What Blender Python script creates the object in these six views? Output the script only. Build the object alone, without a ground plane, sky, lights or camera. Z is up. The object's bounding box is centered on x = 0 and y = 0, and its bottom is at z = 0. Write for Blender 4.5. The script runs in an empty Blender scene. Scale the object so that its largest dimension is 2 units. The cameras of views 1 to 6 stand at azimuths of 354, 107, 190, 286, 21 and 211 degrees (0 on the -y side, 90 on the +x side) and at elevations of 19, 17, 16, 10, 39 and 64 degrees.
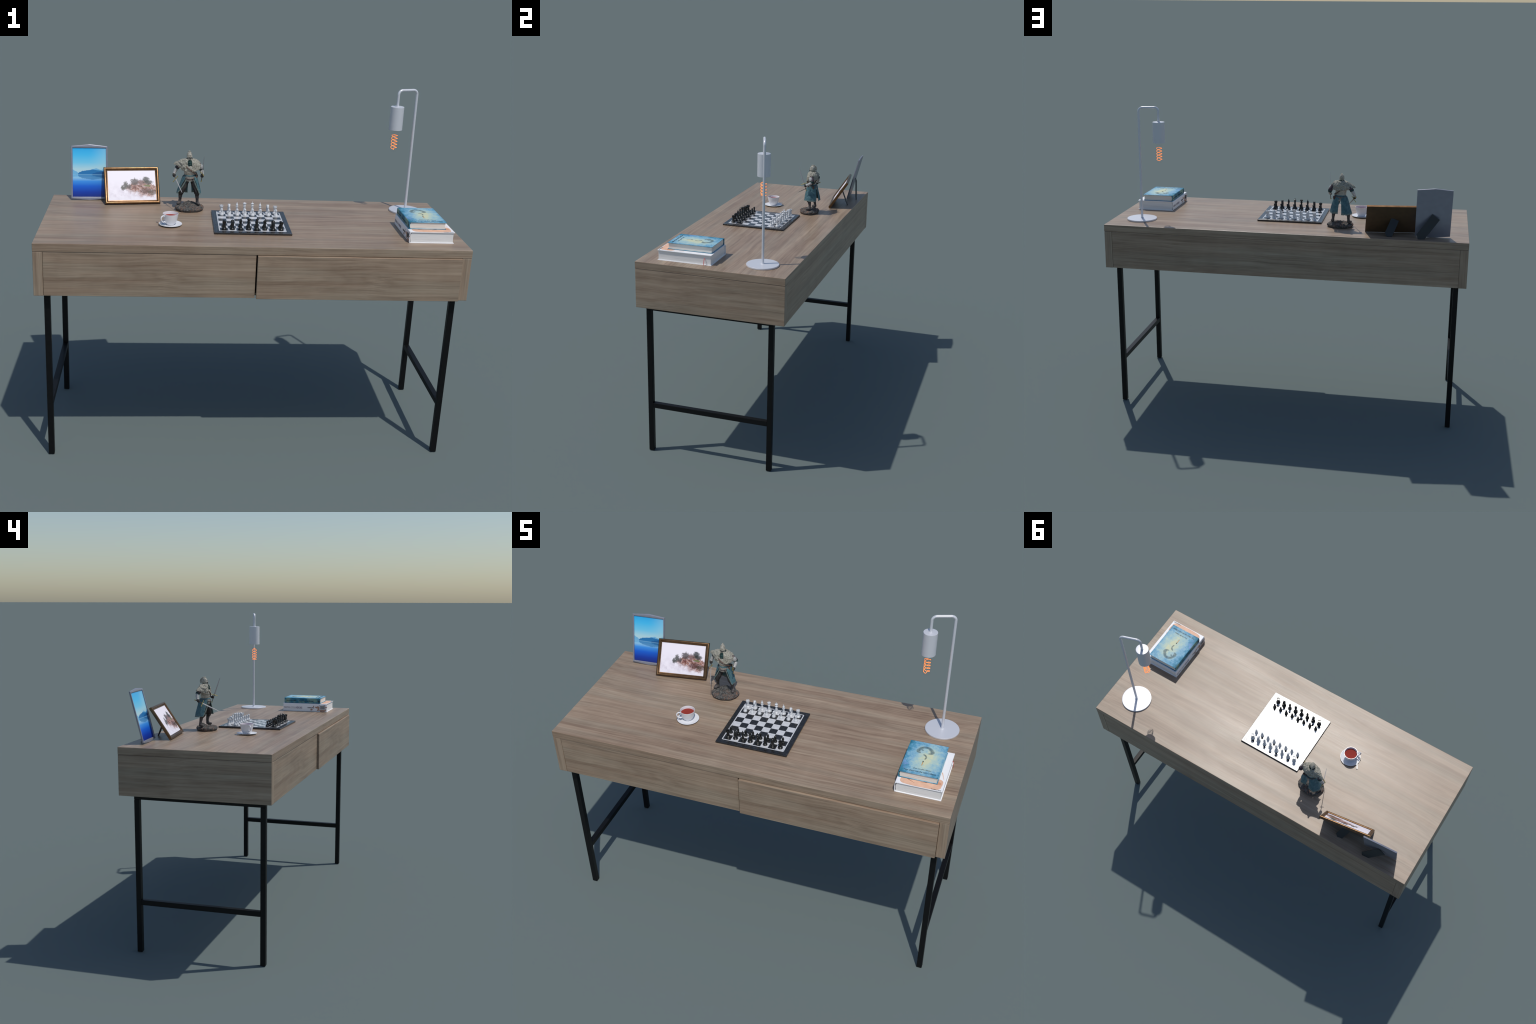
import bpy, bmesh, math, random
from mathutils import Vector, Matrix, noise

random.seed(7)
D = bpy.data
COL = bpy.context.scene.collection
pi = math.pi

# =====================================================================
#  helpers: objects and meshes
# =====================================================================
def link(o, parent=None):
    COL.objects.link(o)
    if parent is not None:
        o.parent = parent
    return o

def empty(name, loc=(0, 0, 0), rot=(0, 0, 0), label=None, category=None, parent=None):
    o = D.objects.new(name, None)
    o.empty_display_size = 0.02
    o.location = loc
    o.rotation_euler = rot
    link(o, parent)
    tag(o, label, category)
    return o

def tag(o, label, category):
    if label:
        o["label"] = label
    if category:
        o["category"] = category

def weighted_normals(me, angle):
    """smooth shading in which large faces keep their own normal and only edges under the angle blend"""
    me.shade_smooth()
    lim = math.cos(math.radians(min(angle, 179)))
    fn = [p.normal.copy() for p in me.polygons]
    fa = [max(p.area, 1e-12) for p in me.polygons]
    at = [[] for _ in me.vertices]
    for p in me.polygons:
        for v in p.vertices:
            at[v].append(p.index)
    out = [None] * len(me.loops)
    for p in me.polygons:
        for li in p.loop_indices:
            n = Vector((0, 0, 0))
            for f in at[me.loops[li].vertex_index]:
                if fn[f].dot(fn[p.index]) >= lim:
                    n += fn[f] * fa[f]
            out[li] = n.normalized() if n.length > 0 else fn[p.index]
    me.normals_split_custom_set(out)

def finish_bm(bm, name, mats, parent, smooth=None, loc=(0, 0, 0), rot=(0, 0, 0)):
    bmesh.ops.recalc_face_normals(bm, faces=bm.faces)
    me = D.meshes.new(name)
    bm.to_mesh(me)
    bm.free()
    if not isinstance(mats, (list, tuple)):
        mats = [mats]
    for m in mats:
        me.materials.append(m)
    if smooth is not None:
        weighted_normals(me, smooth)
    o = D.objects.new(name, me)
    o.location = loc
    o.rotation_euler = rot
    return link(o, parent)

def bm_box(bm, lo, hi, bevel=0.0, segs=2):
    r = bmesh.ops.create_cube(bm, size=1.0)
    c = [(lo[i] + hi[i]) / 2 for i in range(3)]
    s = [hi[i] - lo[i] for i in range(3)]
    for v in r["verts"]:
        v.co = Vector((c[i] + v.co[i] * s[i] for i in range(3)))
    if bevel > 0:
        es = {e for v in r["verts"] for e in v.link_edges}
        bmesh.ops.bevel(bm, geom=list(es), offset=bevel, segments=segs, profile=0.5, affect='EDGES')

def box(name, lo, hi, mats, parent=None, bevel=0.0, segs=2, by_normal=None, smooth=None, loc=(0, 0, 0)):
    """box part; by_normal = {axis index: material slot} lets faces along an axis take another grain"""
    bm = bmesh.new()
    bm_box(bm, lo, hi, bevel, segs)
    if by_normal:
        bm.normal_update()
        for f in bm.faces:
            ax = max(range(3), key=lambda i: abs(f.normal[i]))
            f.material_index = by_normal.get(ax, 0)
    return finish_bm(bm, name, mats, parent, smooth, loc)

def bm_lathe(bm, prof, n=32, center=(0, 0, 0)):
    cx, cy, cz = center
    rings = []
    for r, z in prof:
        if r < 1e-6:
            rings.append([bm.verts.new((cx, cy, cz + z))])
        else:
            rings.append([bm.verts.new((cx + r * math.cos(2 * pi * k / n), cy + r * math.sin(2 * pi * k / n), cz + z)) for k in range(n)])
    for a, b in zip(rings, rings[1:]):
        for k in range(n):
            k2 = (k + 1) % n
            if len(a) == 1 and len(b) == 1:
                continue
            if len(a) == 1:
                bm.faces.new((a[0], b[k2], b[k]))
            elif len(b) == 1:
                bm.faces.new((a[k], a[k2], b[0]))
            else:
                bm.faces.new((a[k], a[k2], b[k2], b[k]))
    for ring in (rings[0], rings[-1]):
        if len(ring) > 2:
            try:
                bm.faces.new(ring)
            except ValueError:
                pass

def smooth_profile(pts, sub=4):
    """Catmull-Rom through control points of any dimension"""
    P = [Vector(p) for p in pts]
    out = []
    for i in range(len(P) - 1):
        p0, p1, p2, p3 = P[max(i - 1, 0)], P[i], P[i + 1], P[min(i + 2, len(P) - 1)]
        for k in range(sub):
            t = k / sub
            out.append(0.5 * ((2 * p1) + (p2 - p0) * t + (2 * p0 - 5 * p1 + 4 * p2 - p3) * t * t + (3 * p1 - p0 - 3 * p2 + p3) * t ** 3))
    out.append(P[-1])
    return out

def bm_tube(bm, pts, radii, n=12, squash=None, squash_dir=None, cap=True, closed=False):
    """sweep of circles (or ellipses) along points with parallel transport"""
    P = [Vector(p) for p in pts]
    if not hasattr(radii, "__len__"):
        radii = [radii] * len(P)
    m = len(P)
    T = []
    for i in range(m):
        if closed:
            d = P[(i + 1) % m] - P[(i - 1) % m]
        else:
            d = P[min(i + 1, m - 1)] - P[max(i - 1, 0)]
        T.append(d.normalized())
    if squash_dir is not None:
        u = Vector(squash_dir)
    else:
        u = Vector((1, 0, 0)) if abs(T[0].x) < 0.9 else Vector((0, 1, 0))
    rings = []
    for i in range(m):
        u = (u - T[i] * u.dot(T[i])).normalized()
        w = T[i].cross(u)
        k = 1.0 if squash is None else (squash[i] if hasattr(squash, "__len__") else squash)
        rings.append([bm.verts.new(P[i] + u * (radii[i] * k * math.cos(2 * pi * j / n)) + w * (radii[i] * math.sin(2 * pi * j / n))) for j in range(n)])
    idx = range(m) if closed else range(m - 1)
    for i in idx:
        a, b = rings[i], rings[(i + 1) % m]
        for j in range(n):
            j2 = (j + 1) % n
            bm.faces.new((a[j], a[j2], b[j2], b[j]))
    if cap and not closed:
        bm.faces.new(rings[0])
        bm.faces.new(rings[-1])
    return rings

def tube(name, pts, radii, mat, parent=None, n=12, smooth=50, sub=0, **kw):
    if sub:
        if hasattr(radii, "__len__"):
            q = smooth_profile([(*p, r) for p, r in zip(pts, radii)], sub) if False else None
            q4 = smooth4(pts, radii, sub)
            pts = [a for a, _ in q4]
            radii = [b for _, b in q4]
        else:
            pts = smooth_profile(pts, sub)
    bm = bmesh.new()
    bm_tube(bm, pts, radii, n, **kw)
    return finish_bm(bm, name, mat, parent, smooth)

def smooth4(pts, radii, sub):
    p = smooth_profile(pts, sub)
    r = smooth_profile([(x, 0, 0) for x in radii], sub)
    return [(a, max(b.x, 1e-4)) for a, b in zip(p, r)]

def bm_sphere(bm, c, r, u=16, v=10, scale=(1, 1, 1)):
    res = bmesh.ops.create_uvsphere(bm, u_segments=u, v_segments=v, radius=r)
    for q in res["verts"]:
        q.co = Vector((c[0] + q.co.x * scale[0], c[1] + q.co.y * scale[1], c[2] + q.co.z * scale[2]))
    return res["verts"]

def bm_grid(bm, fn, nu, nv, closed_u=False):
    """surface from fn(u, v), u and v in 0..1"""
    V = [[bm.verts.new(fn(i / (nu if closed_u else nu - 1), j / (nv - 1))) for i in range(nu)] for j in range(nv)]
    for j in range(nv - 1):
        for i in range(nu if closed_u else nu - 1):
            i2 = (i + 1) % nu
            bm.faces.new((V[j][i], V[j][i2], V[j + 1][i2], V[j + 1][i]))
    return V

def shell(name, fn, nu, nv, thick, mat, parent, smooth=60):
    """sheet with thickness: the outer surface fn and a copy pushed inwards, joined round the rim"""
    bm = bmesh.new()
    V = bm_grid(bm, fn, nu, nv)
    bm.normal_update()
    bmesh.ops.recalc_face_normals(bm, faces=bm.faces)
    bmesh.ops.solidify(bm, geom=bm.faces[:], thickness=thick)
    return finish_bm(bm, name, mat, parent, smooth)

def fbm(p, f=1.0, o=4):
    return noise.fractal(Vector(p) * f, 1.0, 2.0, o)

def text_mesh(name, body, size, mat, parent, mw, align='LEFT', width=None, bold=0.0, depth=0.00012):
    cu = D.curves.new(name, 'FONT')
    cu.body = body
    cu.size = size
    cu.align_x = align
    cu.extrude = depth
    cu.offset = bold
    cu.resolution_u = 2
    ob = D.objects.new(name, cu)
    COL.objects.link(ob)
    bpy.context.view_layer.update()
    me = D.meshes.new_from_object(ob.evaluated_get(bpy.context.evaluated_depsgraph_get()))
    D.objects.remove(ob)
    D.curves.remove(cu)
    xs = [v.co.x for v in me.vertices]
    if width and xs:
        k = width / (max(xs) - min(xs))
        x0 = min(xs)
        for v in me.vertices:
            v.co.x = (v.co.x - x0) * k if align == 'LEFT' else v.co.x * k
    me.transform(mw)
    me.name = name
    me.materials.clear()
    me.materials.append(mat)
    o = D.objects.new(name, me)
    return link(o, parent)

# =====================================================================
#  helpers: node materials
# =====================================================================
class N:
    """a scalar socket that can be used in arithmetic"""
    def __init__(s, g, sock):
        s.g, s.s = g, sock
    def _m(s, op, *a, clamp=False):
        n = s.g.nodes.new('ShaderNodeMath')
        n.operation = op
        n.use_clamp = clamp
        for i, x in enumerate((s,) + a):
            if isinstance(x, N):
                s.g.links.new(x.s, n.inputs[i])
            else:
                n.inputs[i].default_value = x
        return N(s.g, n.outputs[0])
    def __add__(s, o): return s._m('ADD', o)
    __radd__ = __add__
    def __sub__(s, o): return s._m('SUBTRACT', o)
    def __rsub__(s, o): return (s * -1) + o
    def __mul__(s, o): return s._m('MULTIPLY', o)
    __rmul__ = __mul__
    def __truediv__(s, o): return s._m('DIVIDE', o)
    def abs(s): return s._m('ABSOLUTE')
    def sqrt(s): return s._m('SQRT')
    def sin(s): return s._m('SINE')
    def pow(s, o): return s._m('POWER', o)
    def min(s, o): return s._m('MINIMUM', o)
    def max(s, o): return s._m('MAXIMUM', o)
    def clamp(s): return s._m('ADD', 0.0, clamp=True)
    def atan2(s, o): return s._m('ARCTAN2', o)
    def step(s, a, b):
        """smooth 0..1 while s goes from a to b (a may exceed b)"""
        n = s.g.nodes.new('ShaderNodeMapRange')
        n.interpolation_type = 'SMOOTHSTEP'
        flip = a > b
        lo, hi = (b, a) if flip else (a, b)
        s.g.links.new(s.s, n.inputs[0])
        n.inputs[1].default_value, n.inputs[2].default_value = lo, hi
        n.inputs[3].default_value, n.inputs[4].default_value = (1, 0) if flip else (0, 1)
        return N(s.g, n.outputs[0])

def srgb(r, g, b, k=1.0):
    f = lambda c: (c / 255 / 12.92 if c / 255 <= 0.04045 else ((c / 255 + 0.055) / 1.055) ** 2.4) * k
    return (min(f(r), 1), min(f(g), 1), min(f(b), 1), 1)

class Mat:
    def __init__(s, name, rough=0.5, metal=0.0, spec=0.5, color=(0.5, 0.5, 0.5, 1)):
        s.m = D.materials.new(name)
        s.m.use_nodes = True
        s.g = s.m.node_tree
        s.b = s.g.nodes['Principled BSDF']
        s.b.inputs['Roughness'].default_value = rough
        s.b.inputs['Metallic'].default_value = metal
        s.b.inputs['Specular IOR Level'].default_value = spec
        s.b.inputs['Base Color'].default_value = color
        s.tc = s.g.nodes.new('ShaderNodeTexCoord')
        sep = s.g.nodes.new('ShaderNodeSeparateXYZ')
        s.g.links.new(s.tc.outputs['Object'], sep.inputs[0])
        s.x, s.y, s.z = (N(s.g, sep.outputs[i]) for i in range(3))
    def vec(s, x, y, z):
        n = s.g.nodes.new('ShaderNodeCombineXYZ')
        for i, v in enumerate((x, y, z)):
            if isinstance(v, N):
                s.g.links.new(v.s, n.inputs[i])
            else:
                n.inputs[i].default_value = v
        return n.outputs[0]
    def noise(s, vec=None, scale=5.0, detail=3.0, rough=0.55, dist=0.0):
        n = s.g.nodes.new('ShaderNodeTexNoise')
        n.inputs['Scale'].default_value = scale
        n.inputs['Detail'].default_value = detail
        n.inputs['Roughness'].default_value = rough
        n.inputs['Distortion'].default_value = dist
        s.g.links.new(vec if vec is not None else s.tc.outputs['Object'], n.inputs['Vector'])
        return N(s.g, n.outputs[0])
    def voronoi(s, vec=None, scale=5.0, feature='F1', out=0):
        n = s.g.nodes.new('ShaderNodeTexVoronoi')
        n.feature = feature
        n.inputs['Scale'].default_value = scale
        s.g.links.new(vec if vec is not None else s.tc.outputs['Object'], n.inputs['Vector'])
        return N(s.g, n.outputs[out])
    def ramp(s, fac, stops, interp='LINEAR'):
        n = s.g.nodes.new('ShaderNodeValToRGB')
        n.color_ramp.interpolation = interp
        e = n.color_ramp.elements
        while len(e) > 1:
            e.remove(e[-1])
        e[0].position, e[0].color = stops[0][0], stops[0][1]
        for p, c in stops[1:]:
            k = e.new(p)
            k.color = c
        s.g.links.new(fac.s, n.inputs[0])
        return n.outputs[0]
    def curve(s, fac, pts):
        """1-D profile y(x), 0..1 each"""
        out = s.ramp(fac, [(x, (y, y, y, 1)) for x, y in pts], 'EASE')
        return N(s.g, out)
    def mix(s, fac, a, b, mode='MIX'):
        n = s.g.nodes.new('ShaderNodeMix')
        n.data_type = 'RGBA'
        n.blend_type = mode
        for i, v in ((0, fac), (6, a), (7, b)):
            if isinstance(v, N):
                s.g.links.new(v.s, n.inputs[i])
            elif isinstance(v, (tuple, list, float, int)):
                n.inputs[i].default_value = v
            else:
                s.g.links.new(v, n.inputs[i])
        return n.outputs[2]
    def color(s, sock):
        s.g.links.new(sock, s.b.inputs['Base Color'])
        return s
    def rough(s, v):
        s.g.links.new(v.s, s.b.inputs['Roughness'])
        return s
    def bump(s, h, strength=0.3, dist=0.001):
        n = s.g.nodes.new('ShaderNodeBump')
        n.inputs['Strength'].default_value = strength
        n.inputs['Distance'].default_value = dist
        s.g.links.new(h.s, n.inputs['Height'])
        s.g.links.new(n.outputs[0], s.b.inputs['Normal'])
        return s

def plain(name, color, rough=0.5, metal=0.0, spec=0.5, vary=0.0, scale=60):
    m = Mat(name, rough, metal, spec, color)
    if vary:
        n = m.noise(scale=scale, detail=4)
        lo = tuple(c * (1 - vary) for c in color[:3]) + (1,)
        hi = tuple(min(c * (1 + vary), 1) for c in color[:3]) + (1,)
        m.color(m.ramp(n, [(0.3, lo), (0.7, hi)]))
    return m.m

# ---- wood -----------------------------------------------------------
def wood(name, axis):
    m = Mat(name, 0.40, spec=0.5)
    a = [m.x, m.y, m.z]
    g = a.pop(axis)           # along the grain
    p, q = a                  # across it
    warp = m.noise(m.vec(g * 1.3, p * 3.0, q * 3.0), 1.0, 2.0)
    p2 = p + (warp - 0.5) * 0.05
    q2 = q + (warp - 0.5) * 0.05
    broad = m.noise(m.vec(g * 0.55, p2 * 20, q2 * 20), 1.0, 5.0, 0.62)
    streak = m.noise(m.vec(g * 1.5, p2 * 90, q2 * 90), 1.0, 5.0, 0.65)
    fine = m.noise(m.vec(g * 4, p2 * 260, q2 * 260), 1.0, 4.0, 0.7)
    field = m.noise(m.vec(g * 0.75 + 3.3, p2 * 6.0, q2 * 6.0), 1.0, 1.5, 0.4)
    flame = ((field * 95).sin() * 0.5 + 0.5).pow(2.5)
    figure = m.noise(m.vec(g * 11.0, p * 3.5, q * 3.5), 1.0, 3.0)       # faint cross figure
    patch = m.noise(m.vec(g * 1.5 + 7, p2 * 8, q2 * 8), 1.0, 2.0)
    hue = m.noise(m.vec(g * 0.8 + 11, p2 * 12, q2 * 12), 1.0, 3.0, 0.6)
    t = broad * 0.47 + streak * 0.54 + fine * 0.38 - flame * 0.035 + figure * 0.11 + patch * 0.16 - 0.38
    warm = m.ramp(t, [(0.20, (0.168, 0.107, 0.070, 1)), (0.36, (0.268, 0.187, 0.128, 1)),
                      (0.54, (0.380, 0.280, 0.198, 1)), (0.76, (0.495, 0.385, 0.278, 1))])
    cool = m.ramp(t, [(0.20, (0.158, 0.117, 0.082, 1)), (0.36, (0.250, 0.197, 0.141, 1)),
                      (0.54, (0.345, 0.285, 0.211, 1)), (0.76, (0.450, 0.384, 0.292, 1))])
    m.color(m.mix(hue.step(0.42, 0.66) * 0.6, warm, cool))
    m.rough(fine * 0.16 + streak * 0.10 + patch * 0.16 + 0.195)
    m.bump(streak + fine * 0.5, 0.04, 0.0004)
    return m.m

W = [wood('oak_grain_lengthwise', 0), wood('oak_grain_crosswise', 1), wood('oak_grain_upright', 2)]
BLACK = plain('black_steel', (0.0045, 0.0045, 0.005, 1), 0.45, spec=0.25, vary=0.2)

# =====================================================================
#  desk
# =====================================================================
TOP = 1.0880           # tabletop height
desk = empty('writing_desk', label='long brown wooden desk with two drawers on slim black legs', category='desk')

def panel(name, lo, hi, grain, ends=None, bevel=0.0020, parent=desk, loc=(0, 0, 0)):
    return box(name, lo, hi, W if False else [W[grain]] + [W[i] for i in range(3)], parent, bevel, 2,
               {k: 1 + v for k, v in (ends or {}).items()}, smooth=None, loc=loc)

panel('tabletop', (-1.0, -0.3950, 1.0492), (1.0, 0.4060, TOP), 0, {0: 1})
panel('side_panel', (-0.9995, -0.3945, 0.8392), (-0.9565, 0.4056, 1.0486), 1, {1: 2})
panel('side_panel', (0.9565, -0.3945, 0.8392), (0.9995, 0.4056, 1.0486), 1, {1: 2})
panel('back_panel', (-0.9560, 0.3800, 0.8396), (0.9560, 0.4050, 1.0486), 0)
panel('bottom_panel', (-0.9560, -0.3700, 0.8440), (0.9560, 0.3795, 0.8580), 0)
# two drawers of one build; the other one is pulled out a little
DW = 0.9525
def drawer_front():
    return panel('drawer', (0, 0, 0), (DW, 0.020, 0.2082), 0)
dl = drawer_front()
dl.location = (-0.9555, -0.3936, 0.8398)
dr = dl.copy()
link(dr, desk)
dr.location = (0.0030, -0.4060, 0.8396)
INNER = plain('drawer_box_wood', (0.20, 0.155, 0.12, 1), 0.6, vary=0.15, scale=25)
for d in (dl, dr):
    bm = bmesh.new()
    for lo, hi in (((0.012, 0.0205, 0.020), (0.024, 0.60, 0.165)), ((DW - 0.024, 0.0205, 0.020), (DW - 0.012, 0.60, 0.165)),
                   ((0.0245, 0.588, 0.020), (DW - 0.0245, 0.60, 0.165)), ((0.0245, 0.0205, 0.022), (DW - 0.0245, 0.5875, 0.030))):
        bm_box(bm, lo, hi, 0.0005, 1)
    finish_bm(bm, 'drawer_box', INNER, d)

LEG = 0.0275
for sx in (-1, 1):
    xo, xi = sx * 0.9600, sx * (0.9600 - LEG)
    xa, xb = min(xo, xi), max(xo, xi)
    for y0 in (-0.3550, 0.3400 - LEG):
        box('leg', (xa, y0, 0.0), (xb, y0 + LEG, 0.8156), BLACK, desk, 0.0022, 2, smooth=40)
    box('frame_rail', (xa, -0.3550, 0.8160), (xb, 0.3400, 0.8388), BLACK, desk, 0.0018, 2, smooth=40)
    box('cross_rail', (xa + 0.0004, -0.3550 + LEG, 0.2575), (xb - 0.0004, 0.3400 - LEG, 0.2850), BLACK, desk, 0.0018, 2, smooth=40)

# =====================================================================
#  desk lamp
# =====================================================================
LAMP = plain('pale_grey_enamel', (0.70, 0.71, 0.75, 1), 0.34, 0.2, 0.8)
lamp = empty('desk_lamp', (0.8332, 0.2366, TOP), label='pale grey bent tube lamp with cylinder shade and glowing coil', category='lamp')
bm = bmesh.new()
bm_lathe(bm, [(0, 0), (0.0825, 0), (0.0842, 0.0014), (0.0842, 0.0076), (0.0832, 0.0090), (0.0810, 0.0096), (0.012, 0.0096), (0.0095, 0.0104), (0.0085, 0.0125), (0, 0.0125)], 72)
finish_bm(bm, 'foot_plate', LAMP, lamp, 35)
sh = Vector((0.7309 - 0.8332, 0.2022 - 0.2366, 0))     # from pole to shade, level
ux = sh.normalized()
armz, rb = 1.7215 - TOP, 0.022
pts = [Vector((0, 0, 0.009)), Vector((0, 0, 0.2)), Vector((0, 0, 0.4))]
pts += [Vector((0, 0, armz - rb)) + ux * (rb - rb * math.cos(a)) + Vector((0, 0, rb * math.sin(a))) for a in [k * pi / 16 for k in range(9)]]
L = sh.length
pts += [Vector((0, 0, armz - rb)) + ux * (L - rb + rb * math.sin(a)) + Vector((0, 0, rb * math.cos(a))) for a in [k * pi / 16 for k in range(9)]]
pts += [sh + Vector((0, 0, 1.6405 - TOP))]
tube('bent_tube', pts, 0.0067, LAMP, lamp, 18, 60)
bm = bmesh.new()
zt, zb = 1.6415 - TOP, 1.5250 - TOP
bm_lathe(bm, [(0.0085, zt + 0.003), (0.0085, zt + 0.0004), (0.031, zt), (0.0330, zt - 0.0008), (0.0338, zt - 0.003), (0.0338, zb), (0.0318, zb), (0.0318, zt - 0.004), (0, zt - 0.004)], 48, sh)
finish_bm(bm, 'shade', LAMP, lamp, 35)
SOCK = plain('dark_socket', (0.03, 0.03, 0.03, 1), 0.5)
bm = bmesh.new()
bm_lathe(bm, [(0, zt - 0.0045), (0.013, zt - 0.0045), (0.013, zb + 0.012), (0.011, zb + 0.008), (0, zb + 0.008)], 24, sh)
finish_bm(bm, 'lamp_socket', SOCK, lamp, 35)
g = Mat('glowing_filament', 0.5, color=(0.9, 0.25, 0.05, 1))
g.b.inputs['Emission Color'].default_value = (1.0, 0.29, 0.072, 1)
g.b.inputs['Emission Strength'].default_value = 1.0
# two strands wound round each other, joined at head and foot
coil = []
TURNS = 2.5
def strand(f, ph):
    a = ph + f * TURNS * 2 * pi
    r = 0.0152 * min(1.0, math.sin(pi * min(f, 1 - f)) * 9) if 0 < f < 1 else 0.0
    return sh + Vector((r * math.cos(a), r * math.sin(a), 1.4995 - TOP - 0.0770 * f))
NC = 20
coil = [strand(k / NC, 2.2) for k in range(NC + 1)] + [strand(1 - k / NC, 2.2 + pi) for k in range(1, NC)]
bm = bmesh.new()
bm_tube(bm, coil, 0.00135, 6, closed=True)
finish_bm(bm, 'filament', g.m, lamp, 60)
gm = D.materials.new('clear_bulb_glass')
gm.use_nodes = True
t = gm.node_tree
t.nodes.remove(t.nodes['Principled BSDF'])
tr = t.nodes.new('ShaderNodeBsdfTransparent')
tr.inputs[0].default_value = (0.985, 0.985, 0.985, 1)
gl = t.nodes.new('ShaderNodeBsdfGlossy')
gl.inputs['Roughness'].default_value = 0.02
mx = t.nodes.new('ShaderNodeMixShader')
mx.inputs[0].default_value = 0.004
t.links.new(tr.outputs[0], mx.inputs[1])
t.links.new(gl.outputs[0], mx.inputs[2])
t.links.new(mx.outputs[0], t.nodes['Material Output'].inputs[0])
bm = bmesh.new()
bp = [(0.011, 1.532), (0.013, 1.520), (0.0185, 1.505), (0.0225, 1.485), (0.0228, 1.455), (0.0215, 1.432), (0.0160, 1.416), (0.008, 1.4105), (0, 1.4095)]
bm_lathe(bm, [(max(v.x, 0), v.y - TOP) for v in smooth_profile([(r, z, 0) for r, z in bp], 4)], 32, sh)
finish_bm(bm, 'bulb', gm, lamp, 180)

# =====================================================================
#  books
# =====================================================================
def pages_material(name, col):
    m = Mat(name, 0.8, spec=0.2)
    n = m.noise(m.vec(m.x * 6, m.y * 6, m.z * 900), 1.0, 3.0, 0.7)
    lo = tuple(c * 0.72 for c in col[:3]) + (1,)
    m.color(m.ramp(n, [(0.32, lo), (0.5, col), (0.8, col)]))
    m.bump(n, 0.35, 0.0006)
    return m.m

def book(name, lo, hi, cover, pages, board, label, round_r):
    """hardback lying flat, its back (spine) towards -x"""
    x0, y0, z0 = lo
    x1, y1, z1 = hi
    b = empty(name, (x0, y0, z0), label=label, category='book')
    w, d, h = x1 - x0, y1 - y0, z1 - z0
    # cover: a U section swept along y; the back bulges a little
    sec = [(w, 0), (round_r * 1.4, 0)]
    for k in range(0, 7):
        a = -pi / 2 - k * pi / 6 * 0.5
        sec.append((round_r + round_r * math.cos(a), round_r + round_r * math.sin(a)))
    bul = 0.0008
    sec += [(-bul, h * 0.35), (-bul, h * 0.65)]
    for k in range(0, 7):
        a = pi - k * pi / 12
        sec.append((round_r + round_r * math.cos(a), h - round_r + round_r * math.sin(a)))
    sec += [(round_r * 1.4, h), (w, h), (w, h - board), (board + 0.004, h - board), (board, h - board - 0.003), (board, board + 0.003), (board + 0.004, board), (w, board)]
    bm = bmesh.new()
    A = [bm.verts.new((x, 0, z)) for x, z in sec]
    B = [bm.verts.new((x, d, z)) for x, z in sec]
    n = len(sec)
    for k in range(n):
        bm.faces.new((A[k], A[(k + 1) % n], B[(k + 1) % n], B[k]))
    bm.faces.new(A)
    bm.faces.new(B)
    finish_bm(bm, 'book_cover', cover, b, 35)
    # block of pages: hollow fore edge, rounded at the back
    bm = bmesh.new()
    in_ = 0.004
    ps = []
    hb, ht = board + 0.0001, h - board - 0.0001
    for k in range(9):
        f = k / 8
        ps.append((w - in_ - 0.0012 * math.sin(pi * f), hb + (ht - hb) * f))
    for k in range(9):
        f = k / 8
        ps.append((board + 0.006 - 0.0035 * math.sin(pi * f), ht - (ht - hb) * f))
    A = [bm.verts.new((x, in_, z)) for x, z in ps]
    B = [bm.verts.new((x, d - in_, z)) for x, z in ps]
    n = len(ps)
    for k in range(n):
        bm.faces.new((A[k], A[(k + 1) % n], B[(k + 1) % n], B[k]))
    bm.faces.new(A)
    bm.faces.new(B)
    finish_bm(bm, 'page_block', pages, b, 35)
    return b, w, d, h

BX = ((0.7262, -0.2525, 1.1427), (0.9062, -0.0095, 1.1772))     # blue book
WX = ((0.7222, -0.2958, TOP), (0.9375, -0.0025, 1.1422))        # white book
bw, bd = BX[1][0] - BX[0][0], BX[1][1] - BX[0][1]

# blue cover: painted cloud with a smoke question mark over a match
m = Mat('painted_blue_cover', 0.55, spec=0.3)
u, v = m.x / bw, m.y / bd
wob = m.noise(scale=28, detail=5, rough=0.65)
wob2 = m.noise(scale=70, detail=4, rough=0.7)
du, dv = u - 0.58, v - 0.50
rad = ((du * du) * 1.10 + (dv * dv) * 0.80).sqrt() + (wob - 0.5) * 0.70 + (wob2 - 0.5) * 0.42 - 0.05
col = m.ramp(rad, [(0.05, srgb(212, 216, 180)), (0.16, srgb(186, 208, 196)), (0.29, srgb(160, 196, 202)), (0.40, srgb(130, 178, 202)),
                   (0.50, srgb(94, 156, 186)), (0.60, srgb(62, 132, 158)), (0.75, srgb(42, 106, 130))])
lil = m.noise(scale=18, detail=3, rough=0.6).step(0.56, 0.72) * u.step(0.5, 0.05) * 0.6
col = m.mix(lil, col, srgb(150, 170, 225))
pu, pv = (u * bw) + (wob2 - 0.5) * 0.006, (v * bd) + (wob - 0.5) * 0.006
def arc(cx, cy, r, a0, a1, width):
    """soft band round (cx, cy) between two angles, measured the shorter way about their middle"""
    x, y = pu - cx, pv - cy
    band = ((x * x + y * y).sqrt() - r).abs().step(width, width * 0.25)
    mid, half = (a0 + a1) / 2, abs(a1 - a0) / 2
    xr = x * math.cos(mid) + y * math.sin(mid)
    yr = y * math.cos(mid) - x * math.sin(mid)
    ang = yr.atan2(xr).abs()
    return band * ang.step(half + 0.12, half - 0.12)
smoke = arc(bw * 0.47, bd * 0.725, 0.030, -0.35, pi + 0.35, 0.0115)
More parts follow.
